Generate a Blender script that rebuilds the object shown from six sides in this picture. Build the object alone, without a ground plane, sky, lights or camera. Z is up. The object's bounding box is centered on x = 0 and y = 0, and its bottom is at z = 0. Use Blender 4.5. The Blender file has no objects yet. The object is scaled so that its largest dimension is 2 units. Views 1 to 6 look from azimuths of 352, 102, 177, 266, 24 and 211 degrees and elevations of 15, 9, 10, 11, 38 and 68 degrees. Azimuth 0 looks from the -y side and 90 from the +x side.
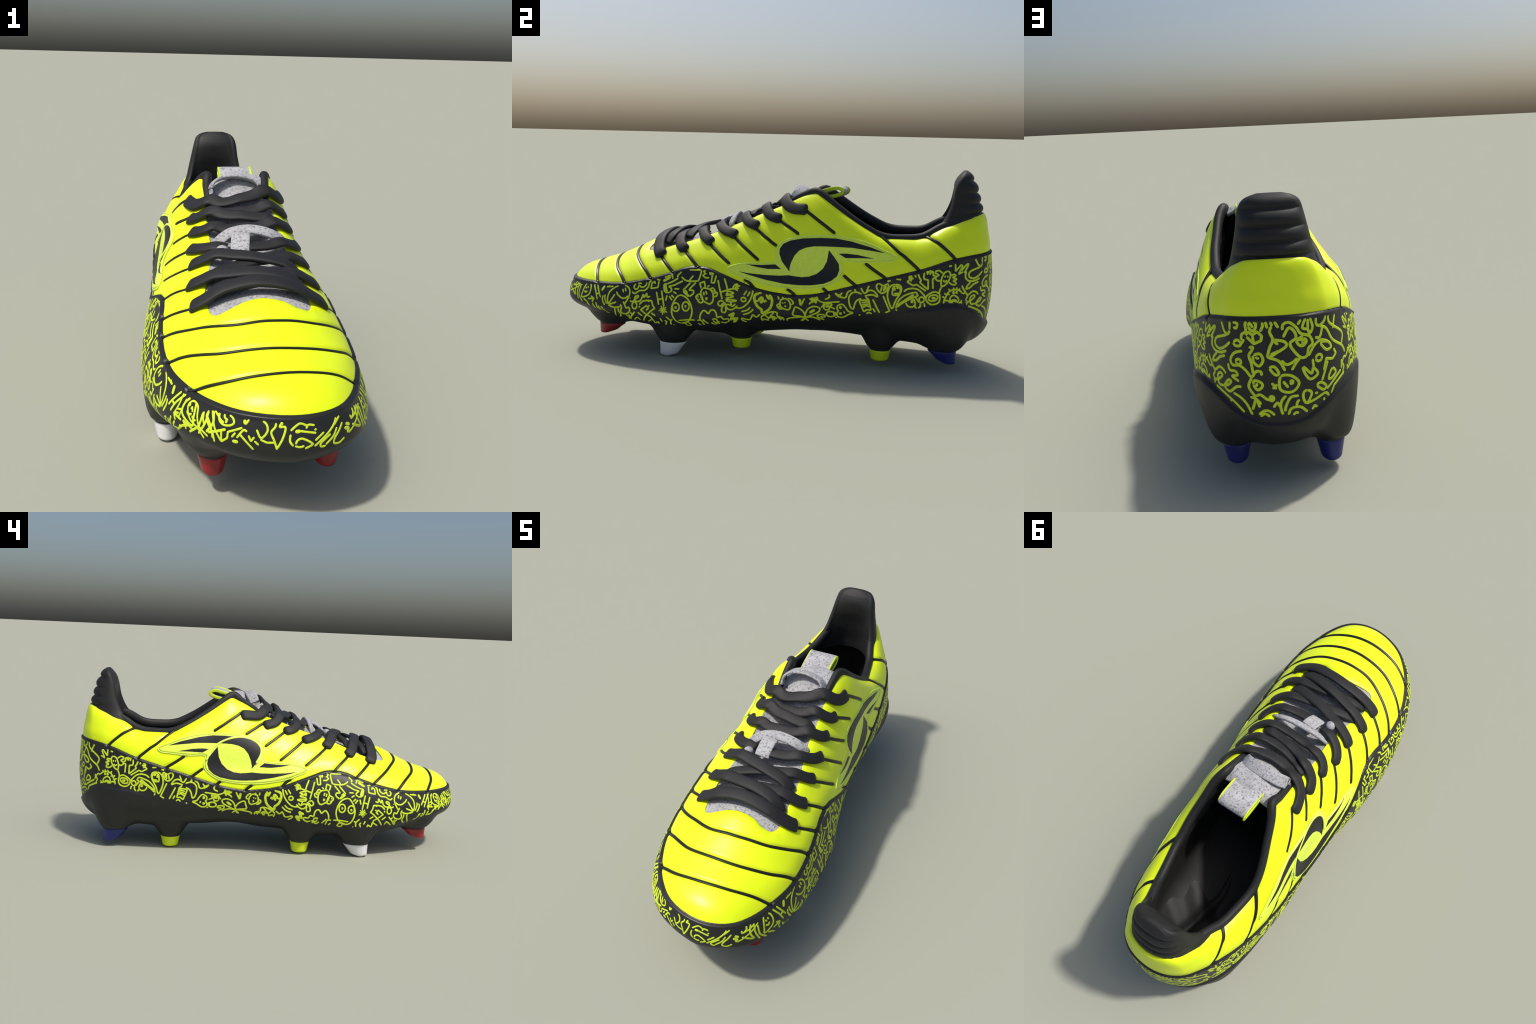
"""Football boot, built part by part.

Frame: toe towards -y, heel towards +y, z up, 2 m long.
The body is one smooth hull, a loft of super-elliptic cross-sections along y.
Every panel (upper, printed band, outsole, lining) is a region of that hull,
cut along curves that are given as heights or widths along the boot."""
import math
import numpy as np

# ---------------------------------------------------------------- interpolation
def slope_limited(keys, values):
    """Monotone cubic slopes (Fritsch-Carlson)."""
    h = np.diff(keys)
    d = np.diff(values) / h
    m = np.zeros(len(keys))
    for i in range(1, len(keys) - 1):
        if d[i - 1] * d[i] > 0:
            w1, w2 = 2 * h[i] + h[i - 1], h[i] + 2 * h[i - 1]
            m[i] = (w1 + w2) / (w1 / d[i - 1] + w2 / d[i])
    m[0], m[-1] = d[0], d[-1]
    return m


class Rule:
    """A value that changes along the boot: pairs (y, value), smooth in between.
    With round_ends the pairs are spaced as on a circle, so that tables may
    close the toe and the heel like the ends of an ellipse."""

    def __init__(self, *pairs, round_ends=False):
        self.round_ends = round_ends
        k = np.array([p[0] for p in pairs], float)
        self.v = np.array([p[1] for p in pairs], float)
        self.k = self.warp(k)
        self.m = slope_limited(self.k, self.v)

    def warp(self, y):
        return np.arccos(np.clip(-y, -1, 1)) if self.round_ends else y

    def __call__(self, y):
        x = np.clip(self.warp(np.asarray(y, float)), self.k[0], self.k[-1])
        i = np.clip(np.searchsorted(self.k, x) - 1, 0, len(self.k) - 2)
        h = self.k[i + 1] - self.k[i]
        t = (x - self.k[i]) / h
        a, b = self.v[i], self.v[i + 1]
        return ((1 + 2 * t) * (1 - t) ** 2 * a + t * (1 - t) ** 2 * h * self.m[i]
                + t * t * (3 - 2 * t) * b + t * t * (t - 1) * h * self.m[i + 1])


def smoothstep(a, b, x):
    t = np.clip((x - a) / (b - a), 0, 1)
    return t * t * (3 - 2 * t)


# ---------------------------------------------------------------- the hull of the boot
CENTRE = Rule((-1, .08), (-.9, .06), (-.75, .04), (-.5, .03), (-.25, .03), (0, .02), (.2, .02), (.5, .005), (.8, -.01), (1, -.01), round_ends=True)
RIGHT = Rule((-1, .08), (-.985, .157), (-.97, .191), (-.93, .243), (-.86, .288), (-.78, .318), (-.66, .343), (-.5, .350), (-.33, .345), (-.16, .325),
             (.1, .29), (.3, .28), (.46, .272), (.62, .258), (.75, .243), (.83, .217), (.9, .172), (.95, .131), (.98, .084), (1, -.01), round_ends=True)
LEFT = Rule((-1, .08), (-.985, -.006), (-.97, -.052), (-.93, -.128), (-.86, -.197), (-.78, -.248), (-.66, -.294), (-.5, -.328), (-.33, -.341), (-.16, -.335),
            (-.05, -.326), (.1, -.314), (.3, -.307), (.46, -.303), (.62, -.289), (.75, -.266), (.83, -.240), (.9, -.195), (.95, -.147), (.98, -.096), (1, -.01), round_ends=True)
BOTTOM = Rule((-1, .25), (-.993, .222), (-.98, .205), (-.955, .188), (-.92, .173), (-.86, .156), (-.72, .130), (-.56, .099), (-.39, .085), (-.22, .085), (0, .105),
              (.17, .121), (.27, .124), (.43, .115), (.62, .106), (.74, .106), (.86, .116), (.91, .132), (.954, .162), (.98, .2), (.99, .25), (.997, .3), (1, .38), round_ends=True)
TOP = Rule((-1, .25), (-.993, .285), (-.97, .335), (-.92, .378), (-.86, .402), (-.76, .434), (-.67, .474), (-.57, .522), (-.48, .555), (-.37, .592), (-.25, .63),
           (-.14, .675), (-.045, .725), (.06, .780), (.174, .855), (.25, .882), (.36, .85), (.5, .79), (.6, .745), (.7, .72), (.78, .75), (.86, .80), (.92, .82), (.957, .71), (.985, .55), (.995, .47), (1, .38), round_ends=True)
WAIST = Rule((-1, .25), (-.9, .24), (-.5, .22), (0, .24), (.3, .26), (.6, .31), (.8, .30), (.93, .33), (1, .38))
UP_P = Rule((-1, 2), (.3, 2.), (.5, 2.3), (.7, 2.5), (.85, 2.1), (1, 2.2))
UP_QR = Rule((-1, 2), (-.8, 2.), (.3, 2.), (.4, 2.3), (.5, 2.7), (.6, 2.5), (.7, 2.2), (.85, 1.9), (1, 2.))
UP_QL = Rule((-1, 2), (-.8, 1.9), (-.5, 1.55), (-.37, 1.58), (-.26, 1.58), (-.145, 1.45), (-.05, 1.36), (.1, 1.24), (.2, 1.29), (.3, 1.37), (.4, 1.65), (.5, 2.2), (.65, 2.4), (.85, 1.95), (1, 2.))
LOW_PR = Rule((-1, 1.7), (-.8, 1.55), (-.5, 2.), (-.3, 2.1), (-.1, 1.9), (.1, 2.), (.4, 2.1), (.6, 2.6), (.75, 2.6), (.92, 2.4), (1, 2.4))
LOW_QR = Rule((-1, 1.7), (-.8, 1.55), (-.5, 1.8), (-.3, 1.9), (-.1, 1.7), (.1, 1.7), (.4, 1.8), (.6, 2.2), (.75, 2.3), (.92, 2.2), (1, 2.1))
LOW_PL = Rule((-1, 1.8), (-.8, 1.8), (-.5, 2.4), (-.2, 2.4), (.0, 2.2), (.3, 2.3), (.5, 2.9), (.65, 2.9), (.85, 2.5), (.92, 2.4), (1, 2.4))
LOW_QL = Rule((-1, 1.9), (-.8, 1.8), (-.5, 2.), (-.2, 2.), (.0, 1.8), (.3, 2.), (.5, 2.4), (.65, 2.4), (.85, 2.3), (.92, 2.2), (1, 2.1))
TUCK = Rule((-1, 0), (-.3, 0), (-.08, .08), (.1, .115), (.3, .115), (.5, .07), (.65, 0), (1, 0))      # hollow of the arch, right side
TUCK_LEFT = Rule((-1, 0), (-.12, 0), (.08, .05), (.25, .045), (.45, 0), (1, 0))
TILT = Rule((-1, 0), (-.8, 0), (-.5, .075), (-.2, .09), (.1, .08), (.35, .06), (.6, .06), (.85, 0), (1, 0))                                # the sole leans down to the left


def arch(y, z, x, c):
    """Pull the lower right wall in under the arch."""
    k = TUCK(y) * smoothstep(.37, .22, z)
    k_left = TUCK_LEFT(y) * smoothstep(.34, .20, z)
    return np.where(x > c, c + (x - c) * (1 - k), c + (x - c) * (1 - k_left))


def hull_x(y, z, side):
    """x of the hull's wall at length y and height z; side is +1 or -1."""
    y, z = np.asarray(y, float), np.asarray(z, float)
    c = CENTRE(y)
    half = (RIGHT(y) - c) if side > 0 else (c - LEFT(y))
    up = np.clip((z - WAIST(y)) / np.maximum(TOP(y) - WAIST(y), 1e-6), 0, 1)
    low = np.clip((WAIST(y) - z) / np.maximum(WAIST(y) - BOTTOM(y), 1e-6), 0, 1)
    q = UP_QR(y) if side > 0 else UP_QL(y)
    lp, lq = (LOW_PR(y), LOW_QR(y)) if side > 0 else (LOW_PL(y), LOW_QL(y))
    r = np.where(z > WAIST(y), (1 - up ** UP_P(y)) ** (1 / q), (1 - low ** lp) ** (1 / lq))
    return arch(y, z, c + side * half * r, c)


def hull_z(y, x):
    """Height of the hull's top surface above the point (x, y)."""
    y, x = np.asarray(y, float), np.asarray(x, float)
    c = CENTRE(y)
    right = x > c
    half = np.where(right, RIGHT(y) - c, c - LEFT(y))
    r = np.clip(np.abs(x - c) / np.maximum(half, 1e-6), 0, 1)
    q = np.where(right, UP_QR(y), UP_QL(y))
    return WAIST(y) + (TOP(y) - WAIST(y)) * (1 - r ** q) ** (1 / UP_P(y))


def hull_section(y, n):
    """Closed cross-section at y: 4 n points, from the top over the right side."""
    a = (np.arange(n)) / n * (math.pi / 2)
    c, zt, zb, zw = float(CENTRE(y)), float(TOP(y)), float(BOTTOM(y)), float(WAIST(y))
    zw = min(max(zw, zb), zt)
    hr, hl = float(RIGHT(y)) - c, c - float(LEFT(y))
    p = float(UP_P(y))
    lpr, lqr, lpl, lql = (float(r(y)) for r in (LOW_PR, LOW_QR, LOW_PL, LOW_QL))
    qr, ql = float(UP_QR(y)), float(UP_QL(y))
    s, k = np.sin(a), np.cos(a)
    pts = []
    pts.append(np.c_[c + hr * s ** (2 / qr), zw + (zt - zw) * k ** (2 / p)])
    pts.append(np.c_[c + hr * k ** (2 / lqr), zw - (zw - zb) * s ** (2 / lpr)])
    pts.append(np.c_[c - hl * s ** (2 / lql), zw - (zw - zb) * k ** (2 / lpl)])
    pts.append(np.c_[c - hl * k ** (2 / ql), zw + (zt - zw) * s ** (2 / p)])
    pts = np.vstack(pts)
    pts[:, 0] = arch(y, pts[:, 1], pts[:, 0], c)
    low = smoothstep(zw, zb, pts[:, 1])
    pts[:, 1] += float(TILT(y)) * (pts[:, 0] - c) * low
    return pts


def hull_grid(stations, n):
    """Vertices and triangles of the whole hull, closed at toe and heel."""
    ys = -np.cos(np.linspace(0, math.pi, stations + 2)[1:-1])
    rings = []
    for y in ys:
        sec = hull_section(y, n)
        rings.append(np.c_[sec[:, 0], np.full(len(sec), y), sec[:, 1]])
    v = np.vstack(rings + [[[.08, -1, .25]], [[-.01, 1, .38]]])
    m = 4 * n
    i = np.arange(stations - 1)[:, None] * m
    j = np.arange(m)[None, :]
    a, b = i + j, i + (j + 1) % m
    quads = np.stack([a, b, b + m, a + m], -1).reshape(-1, 4)
    tris = np.vstack([quads[:, [0, 1, 2]], quads[:, [0, 2, 3]]])
    jj = np.arange(m)
    toe, heel, last = stations * m, stations * m + 1, (stations - 1) * m
    cap_toe = np.c_[np.full(m, toe), (jj + 1) % m, jj]
    cap_heel = np.c_[np.full(m, heel), last + jj, last + (jj + 1) % m]
    return v, np.vstack([tris, cap_toe, cap_heel])

# ---------------------------------------------------------------- panel lines
BAND_TOP = Rule((-1, .333), (-.97, .333), (-.86, .333), (-.78, .335), (-.70, .339), (-.645, .345), (-.516, .373), (-.406, .408), (-.352, .428), (-.292, .438), (-.25, .435),
                (-.18, .413), (-.09, .380), (-.035, .361), (.065, .340), (.15, .333), (.22, .340), (.29, .356), (.43, .398), (.54, .430), (.69, .473), (.84, .522), (.95, .540), (1, .545))
BAND_BOTTOM = Rule((-1, .172), (-.93, .182), (-.85, .198), (-.79, .205), (-.636, .172), (-.51, .161), (-.33, .163), (-.147, .180), (.005, .196), (.229, .210), (.396, .245),
                   (.56, .277), (.72, .311), (.80, .326), (.834, .330), (.87, .322), (.92, .29), (.955, .255), (.98, .225), (1, .212))
COLLAR = Rule((.0, 1.2), (.17, .84), (.205, .795), (.27, .749), (.37, .681), (.45, .633), (.506, .606), (.561, .597), (.65, .597), (.70, .607), (.74, .632), (.805, .664), (.86, .684), (.92, .699), (.96, .706), (1, .71))
THROAT_RIGHT = Rule((-.6, .19), (-.54, .196), (-.46, .192), (-.34, .186), (-.25, .17), (-.19, .156), (-.06, .147), (.04, .144), (.13, .148), (.25, .155))
THROAT_LEFT = Rule((-.6, -.12), (-.54, -.132), (-.45, -.139), (-.37, -.124), (-.28, -.108), (-.2, -.103), (-.07, -.108), (.03, -.110), (.1, -.108), (.25, -.112))
THROAT_FRONT = Rule((-.16, -.545), (-.13, -.566), (-.11, -.574), (-.066, -.567), (-.025, -.557), (.03, -.553), (.10, -.559), (.145, -.573), (.175, -.570), (.2, -.545))
THROAT_DROP = Rule((-.6, .004), (-.54, .006), (-.50, .012), (-.44, .036), (-.357, .052), (-.24, .062), (-.1, .082), (0, .076), (.05, .066), (.12, .050), (.2, .040))
LACE_DROP = Rule((-.6, .004), (-.5, .010), (-.44, .027), (-.357, .038), (-.24, .044), (-.1, .066), (-.05, .071), (.05, .068), (.2, .066))


def throat_middle(y):
    return (THROAT_RIGHT(y) + THROAT_LEFT(y)) / 2


ROLL_IN = Rule((.2, 0), (.28, .004), (.4, .022), (.5, .040), (.62, .042), (.72, .032), (.82, .018), (.95, .006))


def mouth_shift(p):
    """The padded edge of the mouth leans inwards: shift in x towards the middle."""
    y, d = p[:, 1], np.clip(COLLAR(p[:, 1]) - p[:, 2], -.05, 1)
    return -np.sign(p[:, 0] - CENTRE(y)) * ROLL_IN(y) * np.exp(-np.clip(d, 0, 1) / .030) * (y > .2) * smoothstep(.0, .05, np.abs(p[:, 0] - CENTRE(y)))


def tongue_z(y, x):
    """Height of the tongue under the laces: the hull, flattened in the throat."""
    half = (THROAT_RIGHT(y) - THROAT_LEFT(y)) / 2
    r = np.clip(np.abs(x - throat_middle(y)) / half, 0, 1.3)
    return hull_z(y, x) - .014 - THROAT_DROP(y) * np.clip(1 - r ** 2, 0, 1)


# ---------------------------------------------------------------- mesh tools
import bpy
import bmesh
from mathutils import Vector
from mathutils.bvhtree import BVHTree
from mathutils.kdtree import KDTree

rng = np.random.default_rng(7)


def split(v, tris, f):
    """Cut a triangle mesh along f = 0. Columns of v after the third ride along.
    Returns the new vertices, the triangles with f > 0 and those with f < 0."""
    f = np.where(np.abs(f) < 1e-7, 1e-7, f)
    s = f > 0
    count = s[tris].sum(1)
    whole_pos, whole_neg = tris[count == 3], tris[count == 0]
    mixed = tris[(count == 1) | (count == 2)]
    if len(mixed) == 0:
        return v, whole_pos, whole_neg
    lone_is_pos = s[mixed].sum(1) == 1
    lone = np.where(s[mixed] == lone_is_pos[:, None], 1, 0).argmax(1)
    rows = np.arange(len(mixed))
    a, b, c = mixed[rows, lone], mixed[rows, (lone + 1) % 3], mixed[rows, (lone + 2) % 3]
    edges = np.sort(np.vstack([np.c_[a, b], np.c_[a, c]]), 1)
    unique, inverse = np.unique(edges, axis=0, return_inverse=True)
    inverse = inverse.reshape(-1)
    t = f[unique[:, 0]] / (f[unique[:, 0]] - f[unique[:, 1]])
    new = v[unique[:, 0]] * (1 - t[:, None]) + v[unique[:, 1]] * t[:, None]
    ab, ac = len(v) + inverse[:len(mixed)], len(v) + inverse[len(mixed):]
    tip = np.c_[a, ab, ac]
    rest = np.vstack([np.c_[ab, b, c], np.c_[ab, c, ac]])
    both = np.r_[lone_is_pos, lone_is_pos]
    return (np.vstack([v, new]), np.vstack([whole_pos, tip[lone_is_pos], rest[~both]]),
            np.vstack([whole_neg, tip[~lone_is_pos], rest[both]]))


def compact(v, tris):
    used, inverse = np.unique(tris.reshape(-1), return_inverse=True)
    return v[used], inverse.reshape(-1, 3)


def vertex_normals(v, tris):
    n = np.zeros((len(v), 3))
    fn = np.cross(v[tris[:, 1], :3] - v[tris[:, 0], :3], v[tris[:, 2], :3] - v[tris[:, 0], :3])
    for k in range(3):
        np.add.at(n, tris[:, k], fn)
    return n / np.maximum(np.linalg.norm(n, axis=1, keepdims=True), 1e-12)


def make_object(name, v, faces, material, parent=None, smooth=True):
    me = bpy.data.meshes.new(name)
    me.from_pydata(np.asarray(v, float)[:, :3].tolist(), [], [list(map(int, f)) for f in faces])
    me.materials.append(material)
    me.polygons.foreach_set("use_smooth", np.full(len(me.polygons), smooth))
    me.update()
    ob = bpy.data.objects.new(name, me)
    bpy.context.scene.collection.objects.link(ob)
    ob.parent = parent
    return ob


def fast_object(name, v, tris, material, parent=None):
    me = bpy.data.meshes.new(name)
    me.vertices.add(len(v))
    me.vertices.foreach_set("co", np.ascontiguousarray(v[:, :3], np.float32).reshape(-1))
    me.loops.add(3 * len(tris))
    me.loops.foreach_set("vertex_index", np.ascontiguousarray(tris, np.int32).reshape(-1))
    me.polygons.add(len(tris))
    me.polygons.foreach_set("loop_start", np.arange(len(tris), dtype=np.int32) * 3)
    me.polygons.foreach_set("use_smooth", np.full(len(tris), True))
    me.materials.append(material)
    me.update(calc_edges=True)
    ob = bpy.data.objects.new(name, me)
    bpy.context.scene.collection.objects.link(ob)
    ob.parent = parent
    return ob


def resample(points, step):
    p = np.asarray(points, float)
    d = np.r_[0, np.cumsum(np.linalg.norm(np.diff(p, axis=0), axis=1))]
    n = max(2, int(math.ceil(d[-1] / step)) + 1)
    s = np.linspace(0, d[-1], n)
    return np.c_[tuple(np.interp(s, d, p[:, k]) for k in range(p.shape[1]))]


def curve(points, step=.008, closed=False):
    """Catmull-Rom curve through the points, evenly resampled."""
    p = np.asarray(points, float)
    q = np.vstack([p[-1], p, p[0], p[1]]) if closed else np.vstack([2 * p[0] - p[1], p, 2 * p[-1] - p[-2]])
    out = []
    for i in range(1, len(q) - 2):
        a, b, c, d = q[i - 1], q[i], q[i + 1], q[i + 2]
        t = np.linspace(0, 1, 12, endpoint=False)[:, None]
        out.append(.5 * (2 * b + (c - a) * t + (2 * a - 5 * b + 4 * c - d) * t ** 2 + (3 * b - a - 3 * c + d) * t ** 3))
    out.append(q[-2][None])
    return resample(np.vstack(out), step)


def smooth_rows(a, times=2):
    a = a.copy()
    for _ in range(times):
        a[1:-1] = (a[:-2] + 2 * a[1:-1] + a[2:]) / 4
    return a


def unit(a):
    return a / np.maximum(np.linalg.norm(a, axis=-1, keepdims=True), 1e-12)


def sweep(path, normals, section, closed_section=True, caps=True, scale=None):
    """Sweep a section (across, up) along a path with given up-vectors."""
    path = np.asarray(path, float)
    tangent = unit(np.gradient(path, axis=0))
    up = unit(normals - (normals * tangent).sum(1, keepdims=True) * tangent)
    across = np.cross(tangent, up)
    sec = np.asarray(section, float)
    m, n = len(sec), len(path)
    k = np.ones((n, 2)) if scale is None else np.asarray(scale, float)
    v = (path[:, None] + across[:, None] * (sec[None, :, :1] * k[:, None, :1]) + up[:, None] * (sec[None, :, 1:] * k[:, None, 1:])).reshape(-1, 3)
    faces = []
    span = m if closed_section else m - 1
    for i in range(n - 1):
        for j in range(span):
            a, b = i * m + j, i * m + (j + 1) % m
            faces.append((a, a + m, b + m, b))
    if caps and closed_section:
        faces.append(tuple(range(m)))
        faces.append(tuple((n - 1) * m + j for j in reversed(range(m))))
    return v, faces


def oval_section(width, height, n=14, power=2.6):
    a = np.arange(n) / n * 2 * math.pi
    c, s = np.cos(a), np.sin(a)
    return np.c_[np.sign(c) * np.abs(c) ** (2 / power) * width / 2, np.sign(s) * np.abs(s) ** (2 / power) * height / 2]


def loft(rings, close_first=True, close_last=True):
    """Join equally long closed rings of points into one skin."""
    m = len(rings[0])
    v = np.vstack(rings)
    faces = []
    for i in range(len(rings) - 1):
        for j in range(m):
            a, b = i * m + j, i * m + (j + 1) % m
            faces.append((a, b, b + m, a + m))
    if close_first:
        faces.append(tuple(reversed(range(m))))
    if close_last:
        faces.append(tuple((len(rings) - 1) * m + j for j in range(m)))
    return v, faces


def fix_normals(ob):
    bm = bmesh.new()
    bm.from_mesh(ob.data)
    bmesh.ops.recalc_face_normals(bm, faces=bm.faces)
    bm.to_mesh(ob.data)
    bm.free()
    return ob


def join_meshes(parts):
    vs, fs, base = [], [], 0
    for v, f in parts:
        vs.append(np.asarray(v)[:, :3])
        fs += [tuple(i + base for i in face) for face in f]
        base += len(v)
    return np.vstack(vs), fs


# ---------------------------------------------------------------- materials
def material(name, colour, roughness=.5, vary=.06, scale=40, bump=0., bump_scale=300, second=None, second_scale=60, second_sharp=.1, spread=.5, specular=.5, coat=0.):
    """Principled surface with a little noise in tone and relief.
    second: another colour, in blotches of a finer noise."""
    mat = bpy.data.materials.new(name)
    mat.use_nodes = True
    nt = mat.node_tree
    bsdf = nt.nodes["Principled BSDF"]
    bsdf.inputs["Roughness"].default_value = roughness
    bsdf.inputs["Specular IOR Level"].default_value = specular
    bsdf.inputs["Coat Weight"].default_value = coat
    coord = nt.nodes.new("ShaderNodeTexCoord")
    noise = nt.nodes.new("ShaderNodeTexNoise")
    noise.inputs["Scale"].default_value = scale
    noise.inputs["Detail"].default_value = 4
    nt.links.new(coord.outputs["Object"], noise.inputs["Vector"])
    ramp = nt.nodes.new("ShaderNodeValToRGB")
    ramp.color_ramp.elements[0].position, ramp.color_ramp.elements[1].position = .3, .7
    ramp.color_ramp.elements[0].color = (*[c * (1 - vary) for c in colour], 1)
    ramp.color_ramp.elements[1].color = (*[min(1, c * (1 + vary)) for c in colour], 1)
    nt.links.new(noise.outputs["Fac"], ramp.inputs["Fac"])
    out = ramp.outputs["Color"]
    if second:
        fine = nt.nodes.new("ShaderNodeTexNoise")
        fine.inputs["Scale"].default_value = second_scale
        fine.inputs["Detail"].default_value = 3
        nt.links.new(coord.outputs["Object"], fine.inputs["Vector"])
        mask = nt.nodes.new("ShaderNodeValToRGB")
        mask.color_ramp.elements[0].position, mask.color_ramp.elements[1].position = spread, spread + second_sharp
        nt.links.new(fine.outputs["Fac"], mask.inputs["Fac"])
        mix = nt.nodes.new("ShaderNodeMix")
        mix.data_type = "RGBA"
        nt.links.new(mask.outputs["Color"], mix.inputs["Factor"])
        nt.links.new(out, mix.inputs["A"])
        mix.inputs["B"].default_value = (*second, 1)
        out = mix.outputs["Result"]
    nt.links.new(out, bsdf.inputs["Base Color"])
    if bump:
        grain = nt.nodes.new("ShaderNodeTexNoise")
        grain.inputs["Scale"].default_value = bump_scale
        grain.inputs["Detail"].default_value = 3
        nt.links.new(coord.outputs["Object"], grain.inputs["Vector"])
        node = nt.nodes.new("ShaderNodeBump")
        node.inputs["Strength"].default_value = bump
        node.inputs["Distance"].default_value = .002
        nt.links.new(grain.outputs["Fac"], node.inputs["Height"])
        nt.links.new(node.outputs["Normal"], bsdf.inputs["Normal"])
    return mat


YELLOW = material("neon_yellow_leather", (.82, 1., .009), .38, .02, 9, .06, 120, specular=.42)
PALE = material("pale_neon_print", (.77, .95, .085), .45, .05, 60)
PRINT = material("neon_doodle_ink", (.62, .78, .03), .5, .12, 90, specular=.3)
BLACK = material("black_rubber", (.014, .014, .0135), .48, .12, 30, .05, 160, specular=.4)
BAND_BLACK = material("black_band", (.015, .015, .0155), .42, .12, 30, .05, 160, specular=.4)
LACE_BLACK = material("black_lace", (.016, .016, .017), .60, .08, 60, .25, 500, specular=.35)
SEAM_BLACK = material("black_seam", (.008, .008, .009), .40, .08, 60, specular=.4)
LINING = material("black_lining", (.016, .016, .016), .60, .1, 30, .15, 200, specular=.35)
GREY = material("grey_melange_knit", (.41, .41, .42), .8, .16, 14, .35, 220, second=(.20, .20, .22), second_scale=120, second_sharp=.16, spread=.50)
PALE_EDGE = material("pale_outline", (.76, .94, .12), .45, .05, 60)
STUD_YELLOW = material("neon_stud", (.66, .84, .01), .4, .04)
STUD_WHITE = material("white_stud", (.80, .79, .80), .25, .03, coat=.3)
STUD_BLUE = material("blue_stud", (.008, .016, .16), .35, .2, 25)
STUD_RED = material("red_stud", (.26, .012, .014), .3, .25, 25)

# ---------------------------------------------------------------- the boot
boot = bpy.data.objects.new("football_boot", None)
bpy.context.scene.collection.objects.link(boot)
boot["label"] = "neon yellow football boot with black doodle band, black laces and coloured studs"
boot["category"] = "football boot"

# studs: x, y, height of the colour border, lowest point, shape, colour, lean of the tip (-1 forward, +1 backward)
STUDS = [
    (.205, -.742, .120, .070, "blade", STUD_RED, -1), (-.135, -.752, .116, .064, "blade", STUD_RED, -1),
    (.245, -.425, .064, .000, "blade", STUD_WHITE, -1), (-.262, -.425, .058, .000, "blade", STUD_WHITE, -1),
    (.140, -.123, .082, .036, "cone", STUD_YELLOW, 0), (-.235, -.140, .058, .006, "cone", STUD_YELLOW, 0),
    (.130, .522, .074, .028, "cone", STUD_YELLOW, 0), (-.165, .517, .052, .003, "cone", STUD_YELLOW, 0),
    (.130, .795, .092, .034, "blade", STUD_BLUE, 1), (-.172, .795, .085, .020, "blade", STUD_BLUE, 1),
]

# seams that run over the toe: pairs (x, y)
TOE_SEAMS = [
    [(.292, -.772), (.276, -.788), (.214, -.815), (.13, -.842), (.03, -.853), (-.07, -.846), (-.125, -.832), (-.19, -.800), (-.208, -.785)],
    [(.322, -.622), (.308, -.641), (.239, -.702), (.134, -.741), (.03, -.750), (-.088, -.736), (-.16, -.703), (-.241, -.645), (-.262, -.622)],
    [(.326, -.488), (.312, -.511), (.262, -.573), (.19, -.622), (.10, -.643), (.03, -.649), (-.063, -.643), (-.16, -.597), (-.22, -.555), (-.258, -.515), (-.276, -.492)],
]
# seams down the quarters, the same on both sides: pairs (y, z)
SIDE_SEAMS = [
    [(-.483, .467), (-.445, .436), (-.402, .403)],
    [(-.372, .500), (-.335, .470), (-.288, .432)],
    [(-.257, .535), (-.205, .497), (-.148, .456)],
    [(-.143, .568), (-.080, .522), (-.020, .478)],
    [(-.048, .610), (.000, .578), (.055, .541)],
    [(.057, .650), (.100, .627), (.151, .598)],
    [(.172, .700), (.240, .656), (.311, .608)],
    [(.502, .612), (.565, .566), (.620, .520), (.682, .468)],
    [(.693, .612), (.735, .596), (.785, .560), (.836, .514)],
    [(.452, .487), (.500, .455), (.545, .427)],
    [(.360, .431), (.385, .412), (.418, .388)],
    [(.272, .370), (.280, .364), (.296, .352)],
    [(.115, .358), (.128, .349), (.150, .334)],
    [(-.076, .392), (-.056, .380), (-.030, .358)],
]


def on_hull_side(y, z, side):
    return np.c_[hull_x(y, z, side), y, z]


seam_paths = []
for points in TOE_SEAMS:
    p = np.array(points)
    p = np.vstack([p[0] + 1.5 * (p[0] - p[1]), p, p[-1] + 1.5 * (p[-1] - p[-2])])      # run on under the band
    c = smooth_rows(curve(p, .004), 20)
    z = hull_z(c[:, 1], c[:, 0])
    keep = z > BAND_TOP(c[:, 1]) - .008
    seam_paths.append(smooth_rows(np.c_[c, z][keep], 12))
for points in SIDE_SEAMS:
    c = curve(points, .004)
    for side in (1, -1):
        seam_paths.append(on_hull_side(c[:, 0], c[:, 1], side))

# --- hull, its relief and its panels
v, tris = hull_grid(860, 125)
v = np.hstack([v, vertex_normals(v, tris)])          # columns 3..5: outward normal


def groove_depth(p):
    """Distance of each point to the nearest seam, as a rounded trench."""
    pts = np.vstack(seam_paths)
    tree = KDTree(len(pts))
    for i, q in enumerate(pts):
        tree.insert(q, i)
    tree.balance()
    d = np.full(len(p), 1.)
    near = (p[:, 2] > .3) & (p[:, 1] < .88)
    d[near] = [tree.find(q)[2] for q in p[near, :3]]
    return -.0070 * np.exp(-(d / .0095) ** 2)


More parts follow.
